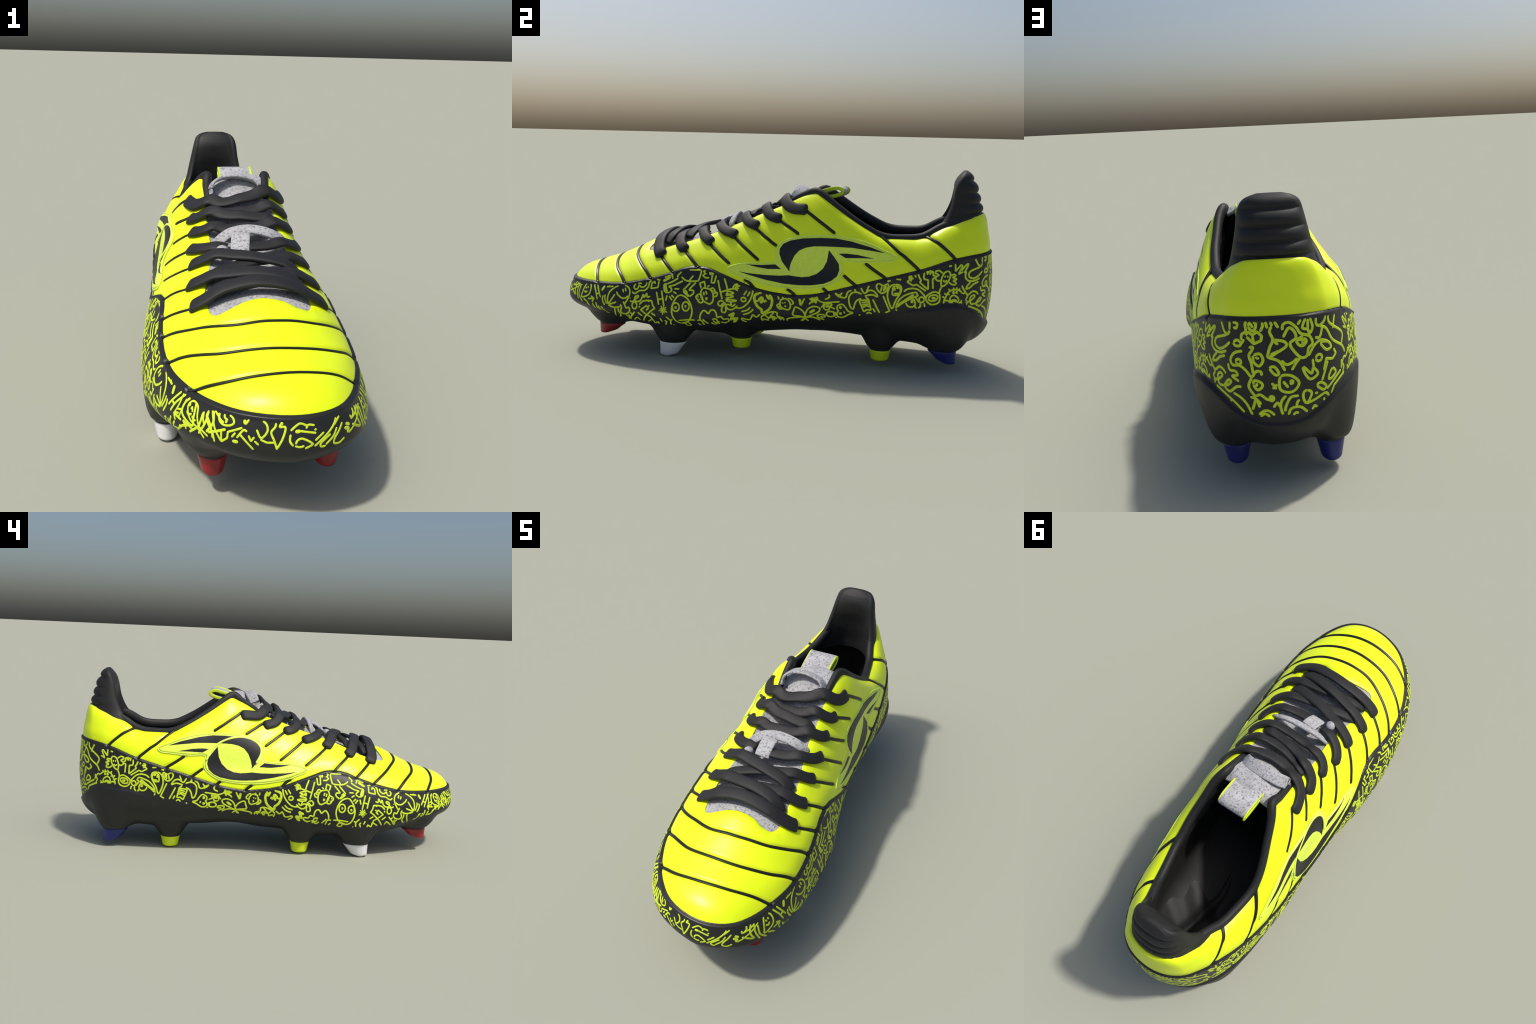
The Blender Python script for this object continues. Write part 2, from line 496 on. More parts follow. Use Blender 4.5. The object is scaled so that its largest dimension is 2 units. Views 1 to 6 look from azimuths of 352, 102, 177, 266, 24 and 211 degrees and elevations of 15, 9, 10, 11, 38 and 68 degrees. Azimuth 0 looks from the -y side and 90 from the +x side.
def relief(p):
    """Small outward displacement of the hull, in metres."""
    y, z = p[:, 1], p[:, 2]
    d = np.zeros(len(p))
    top, bottom = BAND_TOP(y), BAND_BOTTOM(y)
    below = top - z
    # the band stands proud of the upper and ends in a bead
    d += .005 * smoothstep(0, .010, below) + .0035 * np.exp(-((below - .009) / .007) ** 2) * (below > 0)
    # puffed leather next to the band
    d += .003 * np.exp(-((below + .035) / .03) ** 2) * (below < 0)
    # the quarters are pressed in where the emblem sits
    d -= .013 * np.exp(-((y - .20) / .12) ** 2 - ((z - .45) / .06) ** 2) * (z > .3)
    # the outsole cups the heel and ends in a lip
    cup = smoothstep(.55, .8, y) * smoothstep(-.004, .012, bottom - z)
    d += (.010 + .002 * np.tanh(p[:, 0] / .06)) * cup
    d += .003 * smoothstep(-.004, .010, bottom - z) * smoothstep(-.2, .2, -y)
    return d


def displaced(p):
    out = p[:, :3] + p[:, 3:6] * (relief(p) + groove_depth(p))[:, None]
    out[:, 0] += mouth_shift(p)
    out[:, 1] *= np.where(out[:, 1] > 0, .994, .996)
    # the sole swells down into the foot of every stud
    under = smoothstep(.15, -.45, p[:, 5])
    for x, y, z_split, _, kind, _, _ in STUDS:
        r = np.hypot((p[:, 0] - x) / 1., (p[:, 1] - y) / (1. if kind == "cone" else 1.2))
        k = smoothstep(.102 if abs(y) < .7 else .116, .046, r) ** 1.4 * under
        out[:, 2] += np.minimum(z_split + .012 - out[:, 2], 0) * k
    # shallow moulded waves in the plate between the studs
    out[:, 2] += .004 * under * np.sin(24 * p[:, 1]) * np.cos(17 * p[:, 0]) * smoothstep(.2, .12, p[:, 2])
    return out


v, above, below = split(v, tris, v[:, 2] - BAND_TOP(v[:, 1]))
v, band_t, sole_t = split(v, below, v[:, 2] - BAND_BOTTOM(v[:, 1]))


def opening(p):
    """Positive where the upper is open: the throat under the laces and the mouth."""
    x, y, z = p[:, 0], p[:, 1], p[:, 2]
    mouth = np.minimum(z - COLLAR(y), (y - .12) * 1.)
    ends = np.minimum(y - THROAT_FRONT(x), (.3 - y))
    soft = .009                                                    # rounded corners
    sides = np.stack([THROAT_RIGHT(y) - x, x - THROAT_LEFT(y), ends]) + .003
    least = sides.min(0)
    throat = least - soft * np.log(np.exp(-np.clip((sides - least) / soft, 0, 50)).sum(0))
    throat = np.minimum(throat, z - .4)
    return np.maximum(mouth, throat)


v, open_t, upper_t = split(v, above, opening(v))
full = displaced(v)
body_bvh = BVHTree.FromPolygons(full.tolist(), np.vstack([upper_t, open_t, band_t, sole_t]).tolist())

uv, ut = compact(np.hstack([full, v[:, 3:6], opening(v)[:, None]]), upper_t)
edge_roll = .010 * np.exp(-np.clip(-uv[:, 6], 0, 1) / .012)          # edges turn inwards
uv[:, :3] -= uv[:, 3:6] * edge_roll[:, None] * (uv[:, 2:3] > .42)
upper = fast_object("upper", uv, ut, YELLOW, boot)
solid = upper.modifiers.new("thickness", "SOLIDIFY")
solid.thickness, solid.offset = .010, -1
bv, bt = compact(full, band_t)
band = fast_object("printed_band", bv, bt, BAND_BLACK, boot)
sv, st = compact(full, sole_t)
outsole = fast_object("outsole", sv, st, BLACK, boot)


def ground_on_body(p, direction):
    """Project points on the finished body along a direction; None where they miss."""
    hit = body_bvh.ray_cast(Vector(p), Vector(direction))
    return hit[:2] if hit[0] is not None else None


def nearest_on_body(points):
    pos, nor = [], []
    for q in points:
        loc, n, _, _ = body_bvh.find_nearest(Vector(q))
        pos.append(loc)
        nor.append(n)
    return np.array(pos), unit(np.array(nor))


def ribbon(path, normals, width, height, taper=.5):
    """A low domed strip lying on a surface."""
    section = np.array([(-.5, -1.), (-.42, .55), (-.2, 1.), (.2, 1.), (.42, .55), (.5, -1.)]) * (width, height)
    n = len(path)
    k = np.ones((n, 2))
    if taper:
        s = np.r_[0, np.cumsum(np.linalg.norm(np.diff(path, axis=0), axis=1))]
        end = np.minimum(s, s[-1] - s) / (width * .5)
        k[:, 0] = np.clip(np.sqrt(np.clip(1 - (1 - np.clip(end, 0, 1)) ** 2, 0, 1)), taper, 1)
    return sweep(path, normals, section, closed_section=True, caps=True, scale=k)


# --- black seams in their grooves
for i, path in enumerate(seam_paths):
    _, nor = nearest_on_body(path)
    nor = smooth_rows(nor, 12)
    base = np.c_[path, nor]
    laid = path + nor * (relief(base) - .0036)[:, None]
    laid[:, 0] += mouth_shift(base)
    laid[:, 1] *= np.where(laid[:, 1] > 0, .994, .996)
    sv_, sf_ = ribbon(laid, nor, .0145, .0024)
    fix_normals(make_object("seam", sv_, sf_, SEAM_BLACK, upper))

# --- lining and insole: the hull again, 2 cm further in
lv, lt = hull_grid(200, 50)
ln = vertex_normals(lv, lt)
inset = np.hstack([lv + np.c_[mouth_shift(lv), np.zeros((len(lv), 2))] - ln * (.020 + .060 * smoothstep(.0, .09, COLLAR(lv[:, 1]) - lv[:, 2]) * smoothstep(.12, .25, lv[:, 1]))[:, None], lv])
keep_f = -np.maximum(opening(np.hstack([lv, ln])), np.minimum(lv[:, 1] + 1.5, -1))
inset, lining_t, _ = split(inset, lt, keep_f)
lv, lt = compact(inset[:, :3], lining_t)
lv, wall_t, floor_t = split(lv, lt, lv[:, 2] - (BOTTOM(lv[:, 1]) + .075))
wv, wt = compact(lv, wall_t)
lining = fast_object("lining", wv, wt[:, ::-1], LINING, boot)


def floor_z(x, y):
    heel = np.interp(y, [-.9, -.4, 0, .3, .6, .9], [.17, .17, .17, .17, .185, .23])
    ridge = .022 * np.exp(-((x - CENTRE(y) - .03 * np.sin(9 * y)) / .022) ** 2)
    return heel + .007 * np.sin(23 * y + 31 * x + 2 * np.sin(9 * y)) + .010 * np.sin(11 * y + 14 * x) + .05 * ((x - CENTRE(y)) / .2) ** 2 + ridge


fx, fy = np.meshgrid(np.linspace(-1, 1, 40), np.linspace(-.85, .93, 120), indexing="ij")
cx, hw = CENTRE(fy), np.minimum(RIGHT(fy) - CENTRE(fy), CENTRE(fy) - LEFT(fy)) - .03
px = cx + fx * np.maximum(hw, .01)
insole_v = np.c_[px.ravel(), fy.ravel(), floor_z(px, fy).ravel()]
idx = np.arange(40 * 120).reshape(40, 120)
insole_f = np.stack([idx[:-1, :-1], idx[1:, :-1], idx[1:, 1:], idx[:-1, 1:]], -1).reshape(-1, 4)
insole = make_object("insole", insole_v, insole_f, LINING, boot)

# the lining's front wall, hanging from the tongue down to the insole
cx_, cz_ = np.meshgrid(np.linspace(-.2, .2, 24), np.linspace(.18, .735, 24), indexing="ij")
cy_ = -.02 + .22 * ((cz_ - .18) / .55) ** 2.2 - .8 * (cx_ - .02) ** 2 + .008 * np.sin(30 * cz_)
wall_ids = np.arange(cx_.size).reshape(cx_.shape)
wall_keep = np.abs(cx_ - .02) < np.interp(cz_, [.18, .3, .6, .735], [.17, .20, .17, .11])
wall_quads = np.stack([wall_ids[:-1, :-1], wall_ids[1:, :-1], wall_ids[1:, 1:], wall_ids[:-1, 1:]], -1).reshape(-1, 4)
wall_quads = wall_quads[wall_keep.ravel()[wall_quads].all(1)]
make_object("lining", np.c_[cx_.ravel(), cy_.ravel(), cz_.ravel()], wall_quads, LINING, boot)

# --- padded collar: a roll along the mouth, from one throat corner round to the other
def collar_path(side):
    ys = np.linspace(.215, .80, 60)
    zs = COLLAR(ys)
    mouth = np.c_[hull_x(ys, zs, side), ys, zs]
    mouth[:, 0] += mouth_shift(mouth)
    yt = np.linspace(.07, .19, 10)
    xt = (THROAT_RIGHT if side > 0 else THROAT_LEFT)(yt)
    front = np.c_[xt, yt, hull_z(yt, xt)]
    front[:, 2] -= .01
    return resample(np.vstack([front, mouth]), .01)


for side in (1, -1):
    path = collar_path(side)
    path = smooth_rows(path, 5)
    _, nor = nearest_on_body(path)
    inward = np.c_[throat_middle(path[:, 1]) * (path[:, 1] < .4) - path[:, 0], np.zeros(len(path)), np.zeros(len(path))]
    centre = path + unit(inward) * .017 + np.c_[np.zeros((len(path), 2)), np.interp(path[:, 1], [.1, .2, .28, .4, .6, .75], [-.004, -.003, -.010, -.015, -.012, -.007])]
    thick = np.interp(path[:, 1], [.07, .12, .2, .3, .6, .8], [.5, .9, 1.1, 1.0, 1.1, 1.1])
    cv, cf = sweep(smooth_rows(centre, 3), np.tile([0, 0, 1.], (len(path), 1)), oval_section(.034, .044, 16, 2.2), scale=np.c_[thick, thick])
    fix_normals(make_object("collar", cv, cf, LINING, boot))

# --- heel tab: a tall padded tab with four quilted ribs on its back
TAB_BACK = Rule((.50, .950), (.60, .950), (.68, .939), (.72, .932), (.76, .921), (.80, .910), (.84, .895), (.87, .876), (.886, .858))
TAB_FRONT = Rule((.50, .66), (.58, .67), (.61, .70), (.64, .735), (.69, .772), (.75, .796), (.82, .810), (.86, .830), (.886, .853))
TAB_RIGHT = Rule((.50, .16), (.60, .148), (.64, .138), (.68, .124), (.73, .112), (.78, .102), (.83, .095), (.86, .083), (.874, .069), (.882, .050), (.886, .032))
TAB_LEFT = Rule((.50, -.19), (.60, -.180), (.64, -.166), (.68, -.148), (.73, -.136), (.78, -.124), (.83, -.112), (.86, -.102), (.874, -.088), (.882, -.070), (.886, -.050))
TAB_THICK = Rule((.5, .09), (.66, .104), (.76, .106), (.82, .096), (.855, .068), (.875, .036), (.886, .012))
TAB_SIDE = Rule((.5, .022), (.66, .024), (.82, .024), (.87, .016), (.886, .006))
RIB_SEAMS = (.706, .748, .792, .843)


def tab_ring(z, n=40):
    """Outline of the tab at height z: a crescent, outer arc then inner arc."""
    yb, yf, xr, xl = (float(r(z)) for r in (TAB_BACK, TAB_FRONT, TAB_RIGHT, TAB_LEFT))
    a = np.linspace(-math.pi / 2, math.pi / 2, n)
    s = np.sign(np.sin(a)) * np.abs(np.sin(a)) ** .85
    c = np.cos(a) ** .75
    mid = (xr + xl) / 2
    x = mid + np.where(s > 0, xr - mid, mid - xl) * s
    y = yf + (yb - yf) * c
    plain = np.c_[x, y]
    # quilting: scallops between the seams, fading towards the flanks
    edges = (.60,) + RIB_SEAMS + (.90,)
    for lo, hi in zip(edges[:-1], edges[1:]):
        if lo <= z < hi:
            bulge = math.sin(math.pi * (z - lo) / (hi - lo)) ** .45
            y = y + (.018 * bulge - .009) * smoothstep(.97, .80, np.abs(s)) * smoothstep(.64, .70, z)
    outer = np.c_[x, y]
    thick, side_ = float(TAB_THICK(z)), float(TAB_SIDE(z))
    ix = mid + np.where(s > 0, max(xr - mid - side_, .006), max(mid - xl - side_, .006)) * s
    iy = yf + .006 + (yb - thick - yf - .006) * np.cos(a) ** 1.5
    inner = np.c_[ix, np.minimum(iy, y - .004)]
    ring = np.vstack([outer, inner[::-1]])
    return np.c_[ring, np.full(len(ring), z)]


levels = np.r_[np.linspace(.56, .84, 70), np.linspace(.844, .886, 16)]
rings = [tab_ring(z) for z in levels]
top = rings[-1].copy()
mid = top.mean(0)
rings.append(mid + (top - mid) * .5 + np.array([0, 0, .001]))
tv, tf = loft(rings)
tab = make_object("heel_tab", tv, tf, LINING, boot)
soft = bmesh.new()                                                # melt the rim into the hollow front
soft.from_mesh(tab.data)
soft.verts.ensure_lookup_table()
melt = [w for w in soft.verts if w.index % 80 >= 36 or w.index % 80 < 3]
for _ in range(10):
    bmesh.ops.smooth_vert(soft, verts=melt, factor=.5, use_axis_x=True, use_axis_y=True, use_axis_z=False)
soft.to_mesh(tab.data)
soft.free()
fix_normals(tab)

# --- tongue: grey knit sheet in the throat, ending in a flap above the collar
ty = np.linspace(-.60, .235, 150)
ta = np.linspace(-1, 1, 40)
TY, TA = np.meshgrid(ty, ta, indexing="ij")
half = (THROAT_RIGHT(TY) - THROAT_LEFT(TY)) / 2
reach = np.interp(TY, [-.6, .05, .15, .235], [1.14, 1.10, .92, .80])
TX = throat_middle(TY) + TA * half * reach
TZ = tongue_z(np.minimum(TY, .17), TX)
TZ = TZ - np.interp(TY, [.16, .2, .235], [0, .004, .02])
TZ = TZ + .004 * np.sin(26 * TY + 3 * TA) * smoothstep(-.5, -.4, TY)
tongue_v = np.c_[TX.ravel(), TY.ravel(), TZ.ravel()]
ids = np.arange(TY.size).reshape(TY.shape)
tongue_f = np.stack([ids[:-1, :-1], ids[:-1, 1:], ids[1:, 1:], ids[1:, :-1]], -1).reshape(-1, 4)
tongue = make_object("tongue", tongue_v, tongue_f, GREY, boot)
solid = tongue.modifiers.new("thickness", "SOLIDIFY")
solid.thickness, solid.offset = .012, -1


def strap(points, ups, width, height, name, mat, parent, step=.006, power=4):
    path = curve(points, step)
    n = np.array(ups, float)
    if n.ndim == 1:
        n = np.tile(n, (len(path), 1))
    else:
        s = np.linspace(0, 1, len(n))
        n = np.c_[tuple(np.interp(np.linspace(0, 1, len(path)), s, n[:, k]) for k in range(3))]
    sv_, sf_ = sweep(path, n, oval_section(width, height, 20, power))
    return fix_normals(make_object(name, sv_, sf_, mat, parent))


# bridge strap near the top of the tongue, under which the laces end
strap([(.115, .100, .722), (.112, .112, .747), (.085, .125, .772), (.02, .130, .787), (-.045, .125, .780), (-.078, .112, .756), (-.080, .098, .717)],
      (0, .35, 1), .052, .013, "tongue_strap", GREY, tongue)
# strap across the middle of the tongue, the keeper tab and a small knot beside it
strap([(.150, -.178, .600), (.138, -.178, .620), (.085, -.180, .642), (.024, -.182, .650), (-.035, -.188, .638), (-.078, -.196, .605), (-.085, -.196, .585)],
      (0, -.8, 1), .040, .015, "tongue_strap", GREY, tongue)
strap([(.004, -.198, .638), (.000, -.222, .632), (-.004, -.250, .612), (-.006, -.272, .590)], (0, -.4, 1), .066, .016, "lace_keeper", GREY, tongue)
ball = bmesh.new()
bmesh.ops.create_uvsphere(ball, u_segments=24, v_segments=16, radius=.021)
me = bpy.data.meshes.new("knot")
ball.to_mesh(me)
ball.free()
me.materials.append(GREY)
for p in me.polygons:
    p.use_smooth = True
knot = bpy.data.objects.new("knot", me)
bpy.context.scene.collection.objects.link(knot)
knot.parent, knot.location, knot.scale = tongue, (-.068, -.272, .600), (1, 1, .8)

# pull loop: a folded webbing strap, grey outside, with neon edges
loop_side = [(.195, .758), (.235, .776), (.275, .788), (.303, .793), (.322, .788), (.328, .778), (.318, .767), (.290, .757), (.250, .749), (.205, .743)]


def skewed(points, x):
    """The loop leans: its left end reaches further back."""
    return [(x, y + (.03 - x) * .10, z - (.03 - x) * .03) for y, z in points]


path = curve(skewed(loop_side, .028), .005)
t = unit(np.gradient(path, axis=0))
nor = np.cross(np.array([1., 0, 0]), t)
pv, pf = sweep(path, nor, oval_section(.126, .015, 24, 6))
pull = fix_normals(make_object("pull_loop", pv, pf, GREY, boot))
for x in (.028 - .063, .028 + .063):
    path = curve(skewed(loop_side, x), .005)
    t = unit(np.gradient(path, axis=0))
    ev, ef = sweep(path, np.cross(np.array([1., 0, 0]), t), oval_section(.007, .0165, 12, 4))
    fix_normals(make_object("webbing_edge", ev, ef, PRINT, pull))

# --- laces
def lace_z(x, y):
    """Height of a lace's centre: over the throat just above the tongue, outside on the leather."""
    inside = np.minimum(THROAT_RIGHT(y) - x, x - THROAT_LEFT(y))
    w = smoothstep(-.012, .06, inside)
    half = (THROAT_RIGHT(y) - THROAT_LEFT(y)) / 2
    r = np.clip(np.abs(x - throat_middle(y)) / half, 0, 1.3)
    bridge = hull_z(y, x) - .014 - LACE_DROP(y) * np.clip(1 - r ** 2, 0, 1) + .036
    return (hull_z(y, x) + .010) * (1 - w) + bridge * w


def lace(points, width=.036, height=.019, ends=(True, True)):
    """points: (x, y, lift). Loops at the ends dive into the upper."""
    p = curve([(x, y, l) for x, y, l in points], .006)
    path = np.c_[p[:, 0], p[:, 1], lace_z(p[:, 0], p[:, 1]) + p[:, 2]]
    path[:, 1] += .32 * np.minimum(path[:, 2] - hull_z(p[:, 1], p[:, 0]) - .005, 0)      # sagging laces slide forward
    path = smooth_rows(path, 4)
    g = .004
    nx = -(hull_z(path[:, 1], path[:, 0] + g) - hull_z(path[:, 1], path[:, 0] - g)) / (2 * g)
    ny = -(hull_z(path[:, 1] + g, path[:, 0]) - hull_z(path[:, 1] - g, path[:, 0])) / (2 * g)
    nor = unit(np.c_[np.clip(nx, -1.6, 1.6), np.clip(ny, -1, 1), np.ones(len(path))])
    nor = smooth_rows(nor, 8)
    s = np.r_[0, np.cumsum(np.linalg.norm(np.diff(path, axis=0), axis=1))]
    k = np.ones(len(path))
    for at, end in ((s, ends[0]), (s[-1] - s, ends[1])):
        if end:
            k *= np.interp(at, [0, .004, .012, .03], [.72, .95, 1.03, 1.])
            path -= nor * np.interp(at, [0, .012, .03], [.010, .003, 0])[:, None]
    lv_, lf_ = sweep(path, nor, oval_section(width, height, 18, 2.8), scale=np.c_[k, k])
    return fix_normals(make_object("lace", lv_, lf_, LACE_BLACK, boot))


lace([(.252, -.478, 0), (.225, -.500, .002), (.165, -.514, .004), (.083, -.510, .004), (-.005, -.504, .004), (-.09, -.503, .004), (-.150, -.502, .002), (-.190, -.488, 0)], .056)
lace([(.247, -.368, 0), (.215, -.400, .001), (.150, -.412, -.002), (.06, -.418, -.007), (-.02, -.440, -.010), (-.09, -.462, -.012), (-.125, -.475, -.02)], .050, ends=(True, False))
lace([(.175, -.478, -.018), (.140, -.462, .0), (.075, -.448, .008), (0, -.434, .009), (-.07, -.418, .006), (-.135, -.402, .003), (-.172, -.388, .001), (-.192, -.370, 0)], .053, ends=(False, True))
lace([(.232, -.248, 0), (.205, -.285, .001), (.150, -.312, -.001), (.07, -.325, -.006), (0, -.338, -.010), (-.08, -.368, -.012), (-.128, -.388, -.02)], .048, ends=(True, False))
lace([(.170, -.372, -.018), (.135, -.358, 0), (.08, -.346, .007), (-.01, -.322, .009), (-.09, -.300, .006), (-.145, -.282, .002), (-.182, -.258, 0)], .053, ends=(False, True))
lace([(.219, -.136, 0), (.197, -.190, .002), (.155, -.225, 0), (.09, -.236, -.006), (.03, -.236, -.008), (-.01, -.236, -.012)], .048, ends=(True, False))
lace([(-.178, -.142, 0), (-.158, -.185, .003), (-.125, -.218, 0), (-.085, -.236, -.006), (-.05, -.236, -.012)], .048, ends=(True, False))
lace([(.206, -.040, 0), (.186, -.085, .002), (.140, -.112, .001), (.08, -.115, -.001), (.01, -.110, -.001), (-.06, -.114, -.001), (-.115, -.110, .001), (-.148, -.085, .002), (-.167, -.047, 0)], .048)
lace([(.200, .062, 0), (.185, .015, .002), (.145, -.015, .001), (.09, -.018, -.003), (.02, -.012, -.008), (-.05, -.002, -.010), (-.105, .01, -.02)], .048, ends=(True, False))
lace([(.135, -.085, -.02), (.100, -.070, -.004), (.03, -.055, .005), (-.045, -.040, .006), (-.105, -.022, .003), (-.145, .005, .002), (-.168, .058, 0)], .050, ends=(False, True))
lace([(.201, .178, 0), (.190, .120, .003), (.160, .080, .003), (.10, .062, -.004), (.03, .052, -.008), (-.04, .048, -.006), (-.10, .055, .001), (-.140, .085, .004), (-.160, .130, .003), (-.172, .174, 0)], .053)

# --- studs: black base grown out of the sole, coloured tip
def stud(x, y, z_split, z_low, kind, mat, lean=0.):
    """kind: 'cone' or 'blade'; lean: -1 the blade's tip stands forward, +1 backward."""
    n = 32
    a = np.arange(n) / n * 2 * math.pi
    round_ = kind == "cone"
    rx, ry = (.046, .047) if round_ else (.046, .061)
    slant = .35 if mat is STUD_WHITE else 1.
    rings = []
    for h in np.linspace(0, 1, 12):
        grow = 1 + .16 * (1 - h)
        z = z_split + .055 * (1 - h)
        rings.append(np.c_[x + rx * grow * np.cos(a), y + ry * grow * np.sin(a), np.full(n, z)])
    bv_, bf_ = loft(rings)
    base = fix_normals(make_object("stud", bv_, bf_, BLACK, boot))
    tips = []
    for h in np.r_[np.linspace(-.12, .86, 10), .94, .985, 1.]:
        g = max(h, 0)
        shrink = (1 - .20 * g) if round_ else (1 - .34 * g)
        if h > .86:
            shrink *= 1 - .5 * ((h - .86) / .14) ** 2.5
        px_ = x + rx * 1.02 * (shrink if round_ else 1 - .3 * g * (1 if h < .87 else 1.3)) * np.cos(a)
        py_ = y + ry * 1.02 * shrink * np.sin(a) + lean * .020 * g
        tilt = slant * lean * (py_ - y) / ry * .014 * g
        tips.append(np.c_[px_, py_, z_split + (z_low - z_split) * h - tilt + (slant * abs(lean) * .012 * g)])
    tv_, tf_ = loft(tips)
    fix_normals(make_object("stud_tip", tv_, tf_, mat, base))
    return base


for s_ in STUDS:
    stud(*s_)

# --- emblem on both sides: a pale pad with four dark pieces, drawn in (y, z)
EMBLEM_PAD = [(-.152, .430), (-.110, .454), (-.03, .465), (.050, .470), (.060, .497), (.060, .530), (.083, .560), (.131, .580), (.19, .590), (.249, .596), (.332, .595), (.443, .578),
              (.52, .548), (.580, .522), (.563, .503), (.518, .499), (.42, .492), (.352, .492), (.355, .453), (.343, .419), (.29, .383), (.235, .370), (.178, .364), (.12, .364), (.065, .367), (-.01, .380), (-.078, .399)]
EMBLEM_DARK = [
    [(.124, .429), (.102, .455), (.084, .476), (.071, .508), (.071, .530), (.086, .553), (.120, .570), (.176, .582), (.250, .588), (.322, .588), (.388, .579), (.471, .559), (.554, .530), (.472, .541), (.390, .549), (.324, .549), (.269, .549), (.225, .547), (.191, .540), (.163, .527), (.142, .504), (.128, .473), (.123, .450)],
    [(.291, .540), (.316, .511), (.340, .480), (.344, .453), (.335, .425), (.311, .404), (.278, .389), (.223, .379), (.167, .376), (.099, .379), (.019, .392), (-.062, .411), (-.128, .429), (-.051, .420), (.017, .416), (.074, .416), (.120, .420), (.148, .417), (.176, .415), (.210, .419), (.243, .433), (.269, .457), (.284, .488)],
    [(.329, .524), (.370, .527), (.419, .524), (.512, .508), (.437, .508), (.366, .504)],
    [(-.088, .458), (-.008, .458), (.059, .464), (.090, .442), (.027, .439), (-.025, .445)],
]


def polygon_distance(points, poly):
    """Signed distance to a closed polygon, positive inside."""
    p = np.asarray(points)
    a = np.asarray(poly, float)
    b = np.roll(a, -1, 0)
    best = np.full(len(p), 1e9)
    inside = np.zeros(len(p), bool)
    for (ax, ay), (bx, by) in zip(a, b):
        dx, dy = bx - ax, by - ay
        t = np.clip(((p[:, 0] - ax) * dx + (p[:, 1] - ay) * dy) / (dx * dx + dy * dy + 1e-12), 0, 1)
        best = np.minimum(best, np.hypot(p[:, 0] - ax - t * dx, p[:, 1] - ay - t * dy))
        crosses = (ay > p[:, 1]) != (by > p[:, 1])
        inside ^= crosses & (p[:, 0] < (bx - ax) * (p[:, 1] - ay) / (by - ay + 1e-12) + ax)
    return np.where(inside, best, -best)


def patch(name, outline, side, lift, edge, mat, parent, step=.0028):
    """A piece of sheet with this outline, laid on the side of the hull."""
    o = np.asarray(outline, float)
    lo, hi = o.min(0) - .004, o.max(0) + .004
    gy, gz = np.arange(lo[0], hi[0], step), np.arange(lo[1], hi[1], step)
    Y, Z = np.meshgrid(gy, gz, indexing="ij")
    p = np.c_[Y.ravel(), Z.ravel()]
    d = polygon_distance(p, o)
    ids_ = np.arange(Y.size).reshape(Y.shape)
    q = np.stack([ids_[:-1, :-1], ids_[1:, :-1], ids_[1:, 1:], ids_[:-1, 1:]], -1).reshape(-1, 4)
    t_ = np.vstack([q[:, [0, 1, 2]], q[:, [0, 2, 3]]])
    if side < 0:
        t_ = t_[:, ::-1]
    w, tin, _ = split(np.c_[p, d], t_, d)
    w, tin = compact(w, tin)
    y_, z_ = w[:, 0], w[:, 1]
    g = .004
    x_ = hull_x(y_, z_, side)
    dy = (hull_x(y_ + g, z_, side) - hull_x(y_ - g, z_, side)) / (2 * g)
    dz = (hull_x(y_, z_ + g, side) - hull_x(y_, z_ - g, side)) / (2 * g)
    n_ = unit(np.c_[np.ones(len(y_)), -dy, -dz]) * side
    h_ = -.004 + (lift + .004) * smoothstep(0, edge, w[:, 2])
    base_ = np.c_[x_, y_, z_]
    rel = relief(base_)
    out_ = base_ + n_ * (rel + h_)[:, None]
    out_[:, 0] += mouth_shift(base_)
    out_[:, 1] *= np.where(out_[:, 1] > 0, .994, .996)
    return fast_object(name, out_, tin, mat, parent)


for side, lift in ((1, .0022), (-1, .0065)):
    pad = patch("emblem_pad", curve(EMBLEM_PAD, .006, closed=True), side, lift, .006, PALE, boot)
    for piece in EMBLEM_DARK:
        patch("emblem_piece", piece, side, lift + .0014, .0022, SEAM_BLACK, pad, .0014)

    edge_ = curve(EMBLEM_PAD, .005, closed=True)
    rim3 = np.c_[hull_x(edge_[:, 0], edge_[:, 1], side), edge_[:, 0], edge_[:, 1]]
    _, nor = nearest_on_body(rim3)
    nor = smooth_rows(nor, 6)
    rim3[:, 0] += mouth_shift(rim3)
    rv, rf = ribbon(rim3 + nor * (relief(np.c_[rim3, nor]) + lift * .45)[:, None], nor, .006, .0012, 0)
    fix_normals(make_object("emblem_rim", rv, rf, PALE_EDGE, pad))

# on the left side a pale rim closes the ring round the eye
rim = curve([(.345, .470), (.325, .510), (.293, .545), (.25, .568), (.20, .580), (.15, .578), (.105, .560), (.078, .532), (.078, .5), (.1, .46)], .005)
x_ = hull_x(rim[:, 0], rim[:, 1], -1)
rim3 = np.c_[x_, rim[:, 0], rim[:, 1]]
_, nor = nearest_on_body(rim3)
rv, rf = ribbon(rim3 + nor * .0075, nor, .011, .0018, .3)
fix_normals(make_object("emblem_rim", rv, rf, PALE_EDGE, boot))


# --- doodles printed on the band. Each is a small drawing of lines, bends, loops
# and rings in centimetres: (y, z) on the sides, (x, z) on the toe and the heel.
INK = .0084


def line(*points, wide=1.):
    return resample(np.array(points, float) / 100, .003), wide


def bend(*points, wide=1.):
    return curve(np.array(points, float) / 100, .003), wide


def loop(*points, wide=1.):
    return curve(np.array(points, float) / 100, .003, closed=True), wide


def ring(a, b, ra, rb, tilt=0, wide=1.):
    t = np.linspace(0, 2 * math.pi, max(10, int((ra + rb) * 9)))
    c, s = math.cos(math.radians(tilt)), math.sin(math.radians(tilt))
    u, w = ra * np.cos(t), rb * np.sin(t)
    return np.c_[a + c * u - s * w, b + s * u + c * w] / 100, wide


